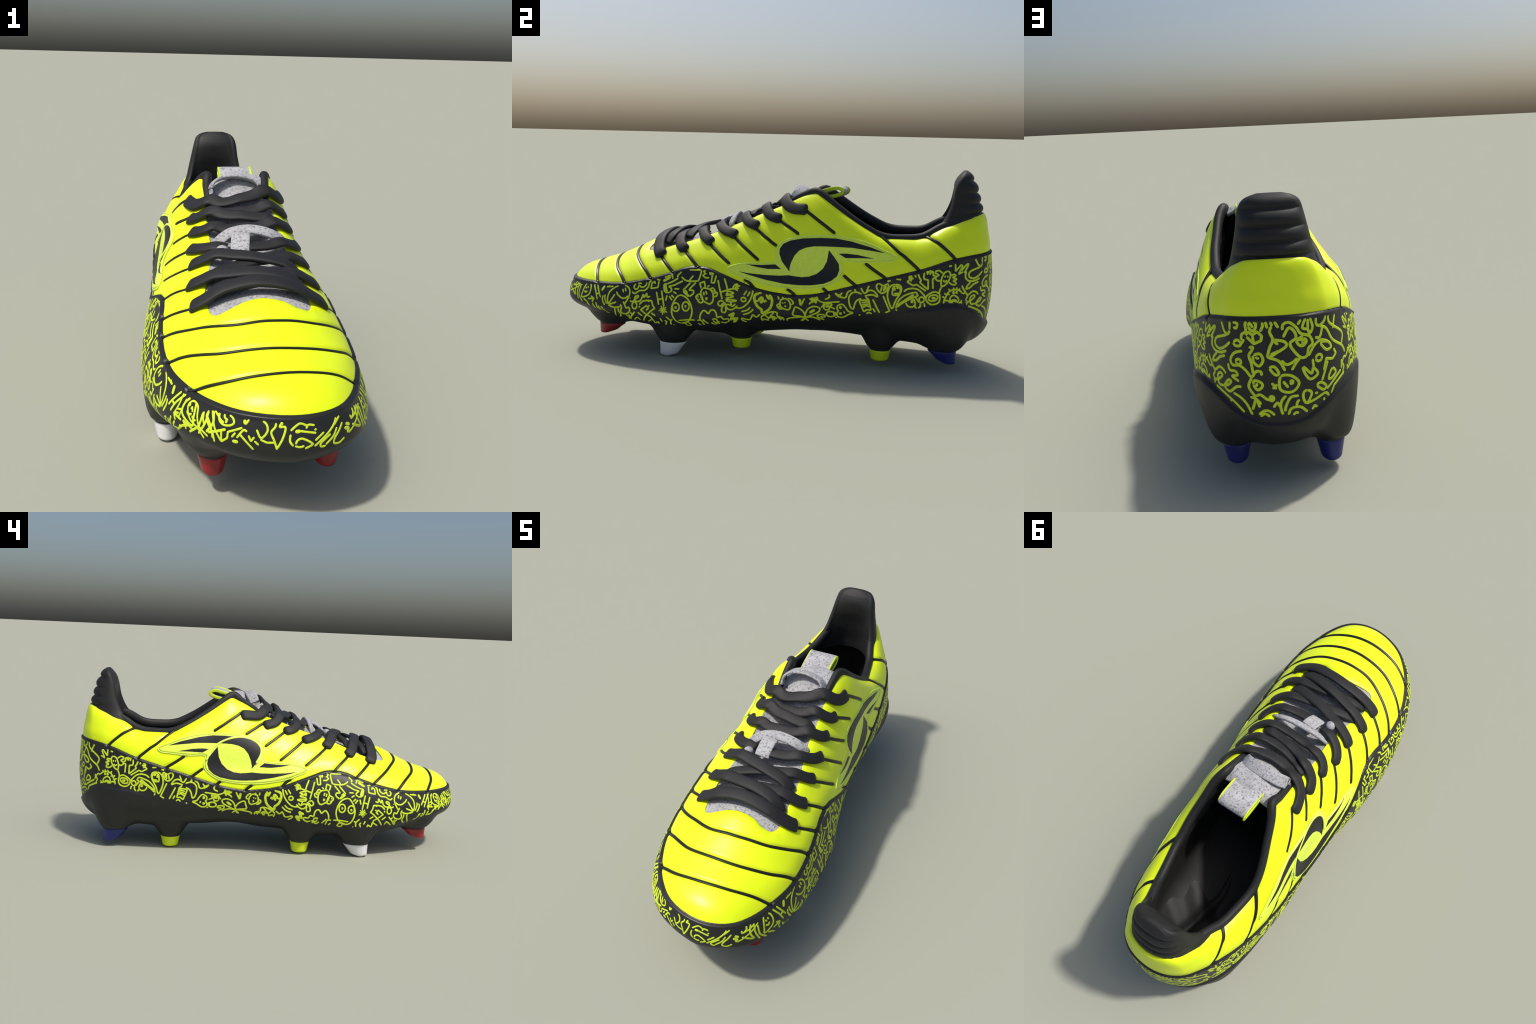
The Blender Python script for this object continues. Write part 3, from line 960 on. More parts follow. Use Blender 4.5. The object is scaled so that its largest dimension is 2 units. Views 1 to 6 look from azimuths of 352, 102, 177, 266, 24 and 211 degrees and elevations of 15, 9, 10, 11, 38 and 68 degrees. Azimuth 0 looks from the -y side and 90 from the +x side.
def star(a, b, radius, rays, wide=1.):
    """Rays through a centre, drawn in one go."""
    out = []
    for k in range(rays):
        t = 2 * math.pi * (k + .3) / rays
        r = radius * (1 if k % 2 else .8)
        out += [(a, b), (a + r * math.cos(t), b + r * math.sin(t))]
    return resample(np.array(out) / 100, .003), wide * .75


def print_stroke(points, face, side):
    """Lay a stroke on the band; broken where it leaves the band."""
    runs, run = [], []
    for p, q in points:
        if face == "side":
            hit = ground_on_body((side * 2, p, q), (-side, 0, 0))
        else:
            hit = ground_on_body((p, 2 if face == "back" else -2, q), (0, -1 if face == "back" else 1, 0))
        ok = hit is not None
        if ok:
            y, z = hit[0][1], hit[0][2]
            ok = float(BAND_BOTTOM(y)) + .004 < z < float(BAND_TOP(y)) - .014 and (not run or (hit[0] - run[-1][0]).length < .05)
        if ok:
            run.append(hit)
        else:
            if len(run) > 2:
                runs.append(run)
            run = []
    if len(run) > 2:
        runs.append(run)
    return runs


def doodle(name, face, *strokes):
    for side in ((1, -1) if face == "side" else (0,)):
        parts = []
        for points, wide in strokes:
            for run in print_stroke(points, face, side):
                pos = np.array([tuple(h[0]) for h in run])
                nor = smooth_rows(np.array([tuple(h[1]) for h in run]), 3)
                d = resample(np.hstack([pos, nor]), .0035)
                if len(d) > 1:
                    parts.append(ribbon(d[:, :3], unit(d[:, 3:]), INK * wide * {"front": .8, "back": 1.15, "side": 1.}[face], .0006, .45))
        if parts:
            dv, df = join_meshes(parts)
            fix_normals(make_object(name, dv, df, PRINT, band))


doodle('doodle_rays', 'side',
       bend((-90.6, 32.0), (-91.3, 30.6), (-92.7, 29.7)),
       bend((-89.1, 31.9), (-90.6, 29.6), (-90.8, 27.9), (-90.1, 25.9)),
       bend((-88.3, 31.2), (-89.1, 28.9), (-89.0, 26.8), (-88.2, 24.5)),
       bend((-87.4, 30.3), (-87.9, 27.9), (-87.6, 26.1), (-85.4, 23.6)),
       bend((-93.6, 28.3), (-92.2, 27.1), (-90.5, 26.0)),
       line((-84.7, 25.2), (-82.6, 24.1), (-81.1, 22.4)),
       line((-92.8, 30.7), (-93.0, 29.8)))
doodle('doodle_face', 'side',
       loop((-83.3, 32.3), (-81.5, 31.7), (-80.9, 29.9), (-81.6, 27.5), (-84.1, 26.1), (-86.1, 25.8), (-85.7, 27.8), (-84.8, 30.3)),
       line((-83.9, 30.4), (-83.7, 29.6)),
       line((-82.8, 30.8), (-82.7, 30.0)),
       bend((-84.7, 28.6), (-83.7, 28.1), (-82.8, 28.9)))
doodle('doodle_arrow', 'side',
       line((-82.0, 25.5), (-78.4, 26.0)),
       line((-80.4, 26.9), (-78.4, 26.0), (-79.6, 24.3)))
doodle('doodle_letter', 'side',
       line((-79.4, 32.0), (-77.7, 28.9), (-76.5, 25.8)),
       line((-77.7, 32.5), (-76.4, 29.9), (-74.8, 26.9)),
       line((-77.4, 28.1), (-75.9, 28.6)))
doodle('doodle_sparks', 'side',
       bend((-75.4, 32.6), (-74.5, 32.3), (-73.7, 32.8)),
       line((-73.0, 32.6), (-74.6, 29.9), wide=1.6),
       line((-71.2, 32.2), (-68.9, 33.0)),
       line((-72.2, 31.8), (-68.5, 32.4)))
doodle('doodle_jellyfish', 'side',
       bend((-70.4, 24.3), (-70.9, 26.9), (-70.2, 29.7), (-68.0, 31.8), (-65.5, 33.0), (-62.5, 33.3), (-60.4, 32.2), (-59.8, 30.2), (-60.4, 28.0), (-61.8, 25.5)),
       bend((-66.6, 30.3), (-65.6, 29.0), (-63.5, 27.8), (-61.7, 28.0), (-60.5, 29.0)),
       line((-63.6, 31.7), (-63.0, 30.3)),
       line((-62.4, 32.3), (-61.8, 30.8)),
       line((-70.3, 24.4), (-67.2, 29.1)),
       line((-69.9, 24.3), (-66.2, 25.8)),
       bend((-70.3, 24.0), (-68.7, 23.5), (-66.5, 23.3), (-64.1, 23.9)),
       bend((-66.9, 22.9), (-66.9, 21.0), (-67.7, 18.6), (-65.9, 18.2), (-64.3, 20.1), (-65.0, 21.5), (-65.2, 23.1)),
       bend((-64.2, 25.0), (-63.5, 23.7), (-63.9, 21.7), (-62.8, 20.6), (-60.8, 20.9), (-59.5, 22.3), (-59.9, 23.9), (-61.2, 23.5), (-62.0, 25.0), (-62.8, 26.3)))
doodle('doodle_ripples', 'side',
       bend((-73.4, 28.0), (-73.7, 26.5), (-73.1, 24.9), (-72.3, 23.7)),
       bend((-72.3, 28.5), (-72.4, 27.2), (-71.8, 25.6), (-71.2, 24.4)))
doodle('doodle_hatching', 'side',
       line((-79.3, 23.9), (-78.0, 21.5)),
       line((-77.3, 24.5), (-76.4, 21.5)),
       line((-75.8, 23.1), (-75.4, 21.0)),
       line((-74.6, 22.8), (-73.2, 22.1)),
       line((-73.9, 22.0), (-72.5, 20.6)),
       line((-72.5, 20.2), (-70.8, 19.7)),
       line((-75.9, 21.3), (-74.5, 21.4)))
doodle('doodle_wave', 'side',
       bend((-57.3, 34.4), (-58.1, 33.3), (-57.4, 32.2), (-56.2, 32.5), (-55.6, 34.0), (-54.7, 33.3), (-53.4, 33.4), (-52.2, 34.4), (-52.2, 35.8)),
       line((-56.3, 34.7), (-54.4, 34.9)),
       bend((-58.8, 31.0), (-57.4, 30.3), (-55.0, 31.7), (-52.7, 32.0), (-51.1, 33.6), (-50.8, 35.4), (-49.9, 36.3)))
doodle('doodle_spiral', 'side',
       line((-47.9, 35.0), (-48.3, 36.1), (-49.5, 35.3), (-49.7, 33.0), (-46.4, 33.7), (-46.3, 36.4)),
       line((-47.7, 37.1), (-45.6, 36.8)))
doodle('doodle_script', 'side',
       bend((-59.5, 26.9), (-58.1, 26.6), (-56.9, 27.8), (-55.4, 28.9), (-55.8, 29.5), (-57.0, 28.8), (-56.9, 27.1), (-55.0, 27.0), (-53.8, 28.3), (-53.2, 30.2), (-52.6, 28.9), (-51.5, 30.8), (-51.1, 29.2), (-49.7, 29.6)),
       ring(-57.1, 25.0, 1.17, 1.55, 0),
       line((-59.6, 28.2), (-59.2, 28.0)))
doodle('doodle_kite', 'side',
       line((-54.8, 25.6), (-53.2, 27.2), (-52.0, 27.5), (-51.0, 27.7), (-48.9, 27.7), (-48.3, 25.6), (-47.3, 24.4), (-49.0, 23.2), (-51.6, 20.7), (-53.8, 17.5)),
       line((-50.7, 27.4), (-49.9, 27.2)),
       line((-51.6, 21.5), (-54.0, 23.2), (-51.3, 25.4), (-50.3, 24.3), (-51.5, 23.1)),
       line((-51.6, 21.5), (-49.2, 20.1), (-48.2, 17.0)),
       line((-50.3, 25.7), (-49.8, 25.0)),
       line((-55.0, 24.3), (-54.3, 25.0)),
       line((-55.5, 22.0), (-53.4, 20.4)),
       line((-49.0, 22.2), (-47.0, 21.0)))
doodle('doodle_scribble', 'side',
       line((-61.6, 20.2), (-60.5, 19.0), (-61.3, 16.5), (-57.8, 21.2)),
       line((-59.1, 21.7), (-58.3, 20.3), (-57.0, 22.1)),
       line((-60.2, 20.4), (-59.9, 19.1)),
       bend((-58.7, 17.3), (-56.2, 19.3), (-55.2, 17.8)),
       bend((-51.5, 17.3), (-48.8, 18.9), (-48.2, 17.0), (-46.4, 17.8), (-46.2, 16.7)))
doodle('doodle_letter', 'side',
       line((-46.9, 31.8), (-46.1, 28.9), (-45.5, 26.1)),
       line((-44.6, 32.5), (-43.7, 29.0), (-43.0, 25.5)),
       line((-45.8, 28.4), (-43.9, 29.0)))
doodle('doodle_star', 'side',
       star(-43.4, 23.9, 2.24, 10))
doodle('doodle_arrow', 'side',
       line((-44.3, 36.5), (-41.0, 38.4), wide=1.6),
       line((-43.8, 38.2), (-40.4, 39.4), (-39.9, 37.8)))
doodle('doodle_sparks', 'side',
       line((-41.8, 30.6), (-42.3, 28.1)),
       line((-40.8, 30.4), (-39.3, 28.5)),
       line((-39.8, 30.9), (-38.4, 29.6)),
       line((-39.1, 32.4), (-37.4, 31.5)),
       line((-38.6, 33.6), (-36.3, 33.7)))
doodle('doodle_foot', 'side',
       bend((-37.3, 38.2), (-39.7, 36.7), (-42.1, 35.6), (-43.8, 35.2)),
       line((-43.6, 35.3), (-42.9, 31.9), wide=1.6),
       line((-42.8, 31.8), (-40.7, 31.8)),
       bend((-40.7, 31.9), (-39.8, 33.0), (-40.4, 33.9), (-41.2, 34.5), (-39.0, 35.1), (-36.9, 36.2), (-35.0, 37.2)),
       line((-42.8, 34.9), (-42.0, 32.2)),
       line((-36.2, 41.0), (-37.9, 39.2), (-37.4, 38.5)))
doodle('doodle_hatching', 'side',
       line((-45.0, 19.9), (-44.2, 18.1)),
       line((-42.9, 19.1), (-42.1, 18.3), (-42.8, 16.7)),
       line((-42.0, 20.9), (-40.1, 19.1), (-39.2, 19.8)),
       line((-40.1, 19.1), (-40.3, 16.9)),
       line((-39.1, 17.0), (-38.7, 16.8)))
doodle('doodle_legs', 'side',
       bend((-35.9, 38.9), (-34.2, 37.7), (-32.4, 37.3), (-30.7, 37.3), (-28.0, 37.6)),
       bend((-28.0, 37.4), (-27.3, 39.7), (-26.9, 42.2)),
       line((-35.1, 41.6), (-31.9, 42.1), (-26.4, 42.3)),
       line((-32.2, 37.4), (-30.4, 39.8)),
       line((-31.4, 36.7), (-34.6, 33.1)),
       line((-34.4, 32.9), (-31.6, 30.7), wide=1.6),
       bend((-31.4, 30.6), (-29.7, 32.2), (-29.9, 33.4), (-31.5, 33.5), (-31.8, 34.0)),
       line((-28.9, 36.9), (-31.7, 33.8)),
       line((-33.7, 33.4), (-32.4, 32.3)))
doodle('doodle_letter', 'side',
       line((-24.4, 42.2), (-25.9, 41.9), (-25.2, 40.8), (-26.1, 40.0), (-24.8, 39.1), (-23.1, 39.2)),
       line((-24.5, 40.9), (-25.6, 40.7)))
doodle('doodle_letter', 'side',
       line((-23.4, 41.4), (-20.0, 40.8), (-20.6, 37.1), (-22.0, 37.2), (-21.8, 40.8)),
       line((-23.2, 41.2), (-22.3, 40.6), wide=1.6),
       line((-18.8, 39.9), (-18.1, 40.1), wide=1.6))
doodle('doodle_owl', 'side',
       loop((-35.9, 31.0), (-38.1, 28.7), (-39.4, 25.0), (-38.9, 21.4), (-37.0, 18.5), (-33.9, 18.1), (-31.2, 20.1), (-30.0, 23.7), (-30.7, 27.2), (-32.7, 30.0)),
       ring(-37.5, 25.6, 1.60, 1.90, 0),
       ring(-32.9, 26.2, 1.58, 2.01, 0),
       ring(-37.5, 25.4, 0.25, 0.29, 0),
       ring(-32.9, 26.2, 0.24, 0.29, 0),
       line((-36.4, 19.4), (-31.9, 20.1), (-28.8, 20.1)),
       bend((-35.2, 18.0), (-32.4, 18.8), (-31.1, 17.2), (-33.0, 16.8), (-33.7, 18.7)))
doodle('doodle_crowned_face', 'side',
       loop((-25.6, 34.5), (-26.4, 32.4), (-25.5, 29.6), (-23.6, 28.2), (-22.0, 27.8), (-20.9, 29.3), (-20.9, 32.1), (-22.0, 34.0), (-23.9, 34.6)),
       line((-26.3, 34.5), (-27.1, 36.7), (-25.1, 37.5), (-24.5, 35.0)),
       line((-23.7, 35.3), (-22.6, 35.9)),
       line((-25.2, 33.1), (-24.8, 31.5)),
       line((-24.2, 33.5), (-23.6, 31.9)),
       ring(-23.7, 30.1, 0.33, 0.33, 0),
       loop((-26.3, 31.9), (-28.0, 31.4), (-28.4, 30.4), (-27.6, 29.5), (-27.1, 28.6), (-26.2, 28.2), (-25.2, 28.9)),
       line((-27.7, 30.9), (-27.2, 30.5)),
       line((-26.9, 29.8), (-26.6, 29.4)),
       bend((-22.1, 34.0), (-21.5, 34.9), (-20.6, 34.5), (-20.0, 33.3), (-19.1, 32.7), (-19.3, 31.5), (-20.6, 31.0)),
       line((-21.3, 33.8), (-20.7, 33.1)),
       line((-20.7, 32.6), (-19.8, 32.5)))
doodle('doodle_hills', 'side',
       bend((-26.5, 20.3), (-26.3, 22.6), (-25.1, 24.6), (-24.0, 24.5), (-22.8, 23.4), (-21.7, 24.9), (-20.3, 24.9), (-19.4, 23.5), (-19.0, 21.7), (-17.4, 22.0), (-16.3, 20.7), (-14.5, 20.9), (-14.2, 19.8), (-16.0, 18.8), (-17.7, 19.2)),
       bend((-21.3, 20.7), (-19.7, 20.8), (-19.0, 19.5), (-20.1, 18.9), (-20.9, 20.1)),
       bend((-21.9, 18.9), (-20.4, 17.9), (-18.1, 19.5)),
       line((-27.8, 20.0), (-26.4, 20.2), (-25.6, 19.5)),
       line((-25.4, 20.6), (-23.2, 18.2)),
       line((-25.6, 19.5), (-25.0, 16.9)),
       line((-27.7, 18.5), (-26.2, 16.9)),
       bend((-20.0, 19.2), (-18.5, 18.2), (-16.9, 17.4), (-15.8, 18.8)))
doodle('doodle_rails', 'side',
       line((-19.1, 38.5), (-17.9, 34.1), (-16.8, 30.0)),
       line((-16.3, 39.3), (-15.2, 36.6), (-14.4, 34.1)),
       line((-17.4, 33.3), (-14.4, 34.3)))
doodle('doodle_bow', 'side',
       bend((-14.4, 34.3), (-13.0, 34.8), (-11.3, 34.9), (-9.9, 34.1)),
       line((-12.3, 35.3), (-11.0, 37.5), (-10.0, 36.1), (-8.4, 36.7)),
       line((-11.6, 35.4), (-9.5, 35.2)),
       ring(-10.5, 36.5, 0.52, 0.60, 0))
doodle('doodle_fingers', 'side',
       bend((-15.1, 33.8), (-13.2, 33.6), (-11.8, 33.0), (-13.6, 32.4), (-15.3, 32.3)),
       bend((-15.3, 32.1), (-12.9, 32.0), (-12.0, 31.3), (-13.6, 31.0), (-15.3, 30.4)),
       bend((-15.5, 29.9), (-13.2, 30.0), (-10.6, 29.6), (-12.9, 29.0), (-15.3, 29.4)),
       line((-13.2, 28.8), (-12.8, 27.5)),
       bend((-11.1, 28.1), (-12.3, 27.0), (-14.1, 27.7), (-16.0, 27.5)),
       line((-14.6, 33.3), (-14.8, 31.4), wide=1.6))
doodle('doodle_bone', 'side',
       bend((-16.0, 28.7), (-17.4, 29.4), (-18.5, 28.6), (-18.5, 27.4), (-17.3, 26.9), (-16.9, 27.7), (-15.3, 28.5)),
       bend((-15.3, 26.5), (-15.0, 27.7), (-16.4, 27.0), (-17.1, 25.5), (-16.9, 24.2), (-15.7, 24.0), (-15.2, 25.0), (-15.3, 26.5), (-14.1, 25.5), (-12.8, 25.3), (-11.4, 26.1), (-10.2, 27.3)))
doodle('doodle_moon_face', 'side',
       bend((-3.4, 35.2), (-3.6, 32.8), (-5.0, 29.5), (-7.4, 26.9), (-9.5, 26.1), (-11.4, 26.3)),
       line((-6.0, 34.4), (-7.4, 32.2)),
       line((-4.5, 34.0), (-5.8, 31.7)),
       ring(-7.5, 30.2, 1.05, 0.95, 0))
doodle('doodle_ripples', 'side',
       bend((-4.6, 26.7), (-6.1, 25.2), (-8.6, 24.5)),
       bend((-3.3, 25.8), (-5.2, 24.0), (-7.9, 23.1)))
doodle('doodle_lightning', 'side',
       line((-14.2, 22.4), (-11.9, 23.6), (-12.9, 21.0), (-10.4, 21.2), (-12.6, 17.9), wide=1.6),
       line((-13.9, 22.5), (-12.6, 22.8), (-13.4, 20.4), (-11.4, 20.7), (-12.9, 18.1)))
doodle('doodle_hand', 'side',
       bend((-0.4, 23.4), (-2.2, 22.0), (-3.6, 23.0), (-4.9, 20.8), (-6.5, 20.7), (-8.1, 21.3), (-8.6, 20.7), (-7.2, 19.5), (-4.6, 19.0), (-1.9, 18.5)))
doodle('doodle_balloon', 'side',
       loop((1.8, 33.6), (4.1, 32.6), (5.0, 29.9), (4.0, 26.5), (1.6, 24.4), (0.4, 24.1), (0.2, 25.6), (-1.6, 27.3), (-2.7, 30.1), (-2.4, 32.4), (-0.5, 33.4), wide=1.6),
       bend((-2.2, 30.1), (-1.3, 29.6), (-0.6, 30.9), (0.6, 31.7), (1.1, 30.5), (0.3, 28.9), (-0.4, 29.2)),
       ring(0.1, 30.3, 0.51, 0.75, 0),
       line((2.0, 30.5), (2.4, 29.3)),
       line((1.4, 30.3), (1.7, 29.0)),
       line((2.5, 33.0), (3.9, 30.6), wide=1.6))
doodle('doodle_turtle', 'side',
       loop((-0.0, 21.7), (1.6, 23.4), (4.9, 24.8), (7.0, 24.4), (7.2, 22.8), (9.7, 21.9), (9.2, 20.0), (5.5, 19.3), (1.6, 19.3)),
       line((1.6, 23.1), (3.3, 21.6), (5.8, 24.8)),
       line((3.3, 21.6), (2.0, 19.1)),
       line((3.3, 21.6), (5.7, 22.5), (6.8, 21.4)),
       line((5.7, 22.5), (5.9, 19.8)),
       line((0.7, 21.2), (3.2, 20.4)),
       line((7.1, 22.3), (9.5, 21.6), wide=1.6),
       line((8.4, 22.6), (8.5, 19.9)),
       line((4.4, 23.7), (5.4, 19.8)))
doodle('doodle_crowned_face', 'side',
       loop((8.8, 30.4), (8.5, 28.0), (9.9, 26.6), (12.0, 26.2), (13.0, 27.5), (12.8, 29.8), (11.4, 31.3), (9.8, 31.2)),
       line((8.1, 30.8), (7.5, 33.0)),
       line((9.1, 32.6), (10.0, 31.7), (11.2, 32.8)),
       bend((11.9, 31.6), (13.1, 31.4), (14.4, 29.7), (13.5, 28.6)),
       bend((8.5, 29.1), (7.1, 28.0), (8.0, 26.5), (9.4, 26.3)),
       line((9.6, 29.6), (9.8, 28.9)),
       line((10.6, 29.9), (10.8, 29.2)),
       ring(10.9, 27.8, 0.24, 0.26, 0),
       line((7.8, 27.7), (8.7, 27.0)))
doodle('doodle_letter', 'side',
       line((14.8, 32.5), (17.1, 32.4), (17.5, 28.6)),
       line((17.1, 32.1), (17.7, 28.6), wide=1.6),
       line((17.7, 28.5), (19.7, 32.7)))
doodle('doodle_star', 'side',
       star(23.7, 32.2, 2.45, 14, wide=1.6),
       line((22.5, 30.7), (21.3, 29.4)))
doodle('doodle_letter', 'side',
       bend((28.3, 34.3), (30.2, 34.2), (30.0, 33.0), (28.3, 32.2)))
doodle('doodle_flower', 'side',
       loop((19.6, 23.3), (18.4, 26.1), (15.4, 27.7), (14.5, 25.9), (14.1, 23.8), (17.0, 23.4)),
       loop((19.6, 23.3), (20.6, 26.8), (23.4, 28.5), (26.0, 27.9), (25.5, 26.1), (22.4, 24.3)),
       loop((19.3, 23.1), (15.0, 22.6), (11.6, 21.7), (12.1, 20.2), (15.9, 20.1), (18.5, 21.9)),
       bend((19.6, 23.1), (22.9, 23.3), (25.4, 22.4), (26.8, 21.3)),
       line((19.3, 22.8), (21.3, 20.9), (23.4, 21.0)),
       line((21.5, 25.3), (23.9, 27.0), wide=1.6),
       line((19.6, 22.8), (17.9, 20.6)),
       star(19.5, 23.3, 0.71, 7, wide=1.6))
doodle('doodle_snail', 'side',
       bend((28.0, 22.3), (25.2, 23.5), (25.5, 24.8), (27.9, 24.7), (28.3, 23.9), (26.9, 23.6), (26.7, 24.2)))
doodle('doodle_glasses', 'side',
       line((25.8, 31.2), (27.9, 30.6), (34.8, 31.5)),
       bend((26.7, 28.2), (27.6, 29.3), (28.1, 30.6)),
       loop((28.1, 27.5), (28.1, 29.3), (29.5, 30.2), (31.4, 30.1), (30.4, 28.7), (30.0, 27.4)),
       line((30.4, 29.0), (32.8, 27.9)),
       line((28.6, 28.6), (30.4, 29.5), wide=1.6))
doodle('doodle_ghost', 'side',
       loop((40.7, 26.7), (38.6, 27.3), (37.2, 29.2), (35.8, 30.4), (33.9, 29.5), (33.7, 27.9), (34.2, 27.2), (33.5, 25.6), (34.2, 24.3), (36.3, 24.2), (38.8, 25.8)),
       ring(35.2, 28.8, 0.37, 0.41, 0),
       ring(35.2, 25.9, 0.42, 0.31, 0),
       line((36.6, 27.1), (37.0, 26.1)),
       loop((33.0, 25.8), (31.8, 26.5), (29.7, 26.4), (29.0, 25.0), (30.4, 24.1), (32.3, 24.5)),
       bend((32.8, 24.0), (33.9, 23.5), (33.4, 22.3), (31.0, 21.7), (28.9, 22.2)),
       line((32.3, 26.3), (32.8, 24.8), wide=1.6))
doodle('doodle_bird', 'side',
       bend((39.8, 37.1), (38.2, 36.1), (37.3, 33.7), (35.5, 33.6), (33.9, 34.2), (32.9, 35.3), (34.6, 34.5), (35.9, 35.8)),
       line((33.6, 34.7), (35.5, 33.8), wide=1.6))
doodle('doodle_palm', 'side',
       bend((44.2, 35.6), (42.3, 36.3), (40.3, 36.0), (38.9, 34.3), (38.8, 31.8), (39.5, 29.4), (40.7, 28.5), (41.3, 30.8), (42.2, 32.6), (43.8, 33.6)),
       bend((43.6, 38.6), (44.6, 36.8), (45.5, 36.1), (47.3, 37.4), (49.1, 37.3), (50.7, 35.7), (50.8, 34.8), (48.7, 35.6), (45.5, 34.9)),
       line((47.2, 39.5), (46.2, 36.9)),
       line((41.1, 37.7), (41.7, 36.4)),
       line((43.8, 33.9), (43.4, 32.1), (45.3, 27.5)),
       line((45.8, 34.5), (47.2, 33.4), (48.4, 28.4)),
       line((43.8, 32.7), (45.2, 33.0), (47.0, 33.1)),
       line((44.3, 30.5), (45.9, 31.1), (47.5, 31.4)),
       line((44.8, 29.5), (46.4, 30.6), (47.8, 30.0)),
       line((45.3, 27.5), (46.6, 28.7), (48.3, 28.4)),
       line((44.3, 31.7), (45.9, 32.1), (47.5, 32.4)))
doodle('doodle_dots', 'side',
       bend((42.3, 25.0), (43.7, 25.9), (45.2, 25.3)),
       ring(47.6, 26.3, 1.03, 1.08, 0),
       bend((49.5, 25.1), (50.6, 26.1), (51.6, 25.5)),
       line((37.6, 22.9), (39.7, 23.7)),
       line((41.6, 23.8), (42.2, 23.8)),
       line((44.2, 24.3), (44.6, 24.5)),
       line((49.2, 29.5), (50.2, 27.7)))
doodle('doodle_pencil', 'side',
       line((49.0, 33.6), (50.8, 29.9), (52.9, 26.0)),
       line((53.3, 35.4), (55.3, 31.0), (57.1, 26.8)),
       line((52.4, 26.8), (56.0, 28.6)))
doodle('doodle_bow', 'side',
       loop((51.2, 40.6), (50.3, 39.6), (50.9, 37.8), (52.7, 36.5), (54.5, 37.5), (55.3, 39.4), (55.0, 40.6), (53.2, 39.8)),
       line((54.9, 41.5), (56.2, 42.2)),
       line((52.6, 39.5), (52.2, 37.2)),
       line((53.7, 39.6), (53.4, 37.3)),
       line((54.4, 39.8), (53.8, 38.0), wide=1.6))
doodle('doodle_drop', 'side',
       loop((58.2, 40.6), (60.2, 40.2), (60.9, 38.6), (60.2, 36.3), (58.7, 33.6), (57.4, 30.0), (56.1, 32.0), (55.1, 35.5), (55.6, 38.6), (56.6, 40.0)),
       loop((59.1, 39.9), (57.5, 39.4), (57.2, 38.0), (57.3, 36.1), (59.1, 36.0), (60.1, 36.9), (60.5, 38.6)),
       line((57.9, 36.6), (59.7, 36.8)),
       ring(59.3, 39.2, 0.31, 0.32, 0),
       ring(58.0, 38.5, 0.31, 0.41, 0))
doodle('doodle_dash', 'side',
       line((58.5, 42.8), (60.6, 42.7)),
       line((54.8, 41.7), (56.3, 42.3)),
       line((80.1, 48.9), (81.4, 49.2)),
       line((60.9, 43.7), (61.2, 43.7)),
       ring(72.7, 31.1, 0.27, 0.28, 0))
doodle('doodle_eye', 'side',
       bend((61.9, 37.6), (63.4, 38.8), (66.0, 39.2), (68.3, 38.5), (70.4, 36.5), (71.1, 35.4)),
       bend((58.9, 30.3), (59.7, 33.2), (61.8, 35.6), (64.4, 36.9), (67.0, 37.5), (67.8, 36.2)),
       bend((59.3, 30.6), (61.5, 32.6), (64.9, 34.6), (67.5, 35.9)),
       bend((58.9, 30.1), (59.6, 28.7), (60.6, 27.7)),
       bend((63.0, 32.9), (63.8, 31.5), (65.6, 31.1), (66.9, 32.2), (66.5, 34.0), (65.6, 34.7)),
       ring(65.6, 33.5, 0.40, 0.42, 0),
       bend((66.7, 31.7), (67.8, 30.6), (69.1, 31.6), (69.0, 33.0)),
       ring(69.5, 34.5, 1.06, 1.20, 0),
       bend((70.6, 33.1), (70.9, 31.7), (70.1, 30.1)),
       bend((68.2, 36.4), (67.1, 35.4), (68.6, 33.2)),
       line((59.7, 31.5), (66.2, 36.5), wide=1.6),
       line((64.1, 29.2), (66.3, 29.5), wide=1.6))
doodle('doodle_hand', 'side',
       line((71.1, 38.3), (67.0, 41.0), (65.7, 40.4), (63.1, 41.9), (64.1, 42.8), (63.8, 44.2), (65.1, 44.5), (65.5, 45.3), (67.5, 45.5), (68.2, 43.7), (68.9, 42.9), (68.4, 41.9), (72.0, 38.9)),
       line((64.9, 44.0), (65.6, 43.1)),
       line((66.2, 45.0), (66.7, 43.9)),
       line((64.3, 42.9), (65.0, 42.2)),
       line((64.0, 44.0), (65.0, 42.7), wide=1.6))
doodle('doodle_fist', 'side',
       line((72.0, 38.9), (71.8, 43.1), (70.2, 43.3), (69.9, 44.2), (70.1, 46.5), (72.2, 46.9), (73.6, 46.6), (73.9, 45.0), (74.8, 44.8)),
       line((74.0, 39.3), (73.6, 43.5), (74.6, 44.2)),
       line((71.2, 46.3), (71.5, 45.2)),
       line((72.3, 46.5), (72.6, 45.2)),
       line((70.7, 46.3), (73.4, 46.4), wide=1.6))
doodle('doodle_winged_face', 'side',
       loop((79.8, 46.9), (78.3, 46.0), (77.3, 43.5), (77.5, 40.6), (79.4, 41.5), (80.8, 44.0), (80.8, 46.0)),
       line((78.8, 45.1), (78.7, 44.2)),
       line((79.9, 45.1), (79.8, 44.2)),
       bend((78.0, 43.1), (78.8, 42.4), (79.7, 43.1)),
       bend((77.8, 46.0), (76.2, 47.1), (74.9, 46.8), (74.7, 46.0), (76.1, 45.3), (75.0, 44.4), (74.9, 43.5), (76.0, 42.8), (77.3, 43.0)),
       bend((80.9, 45.1), (82.5, 45.5), (83.2, 44.9), (81.9, 44.2), (83.7, 43.5), (82.2, 42.8), (83.4, 42.1), (83.2, 41.2), (81.7, 41.3), (80.5, 42.2)),
       bend((77.6, 40.6), (76.9, 38.8), (76.7, 37.2)))
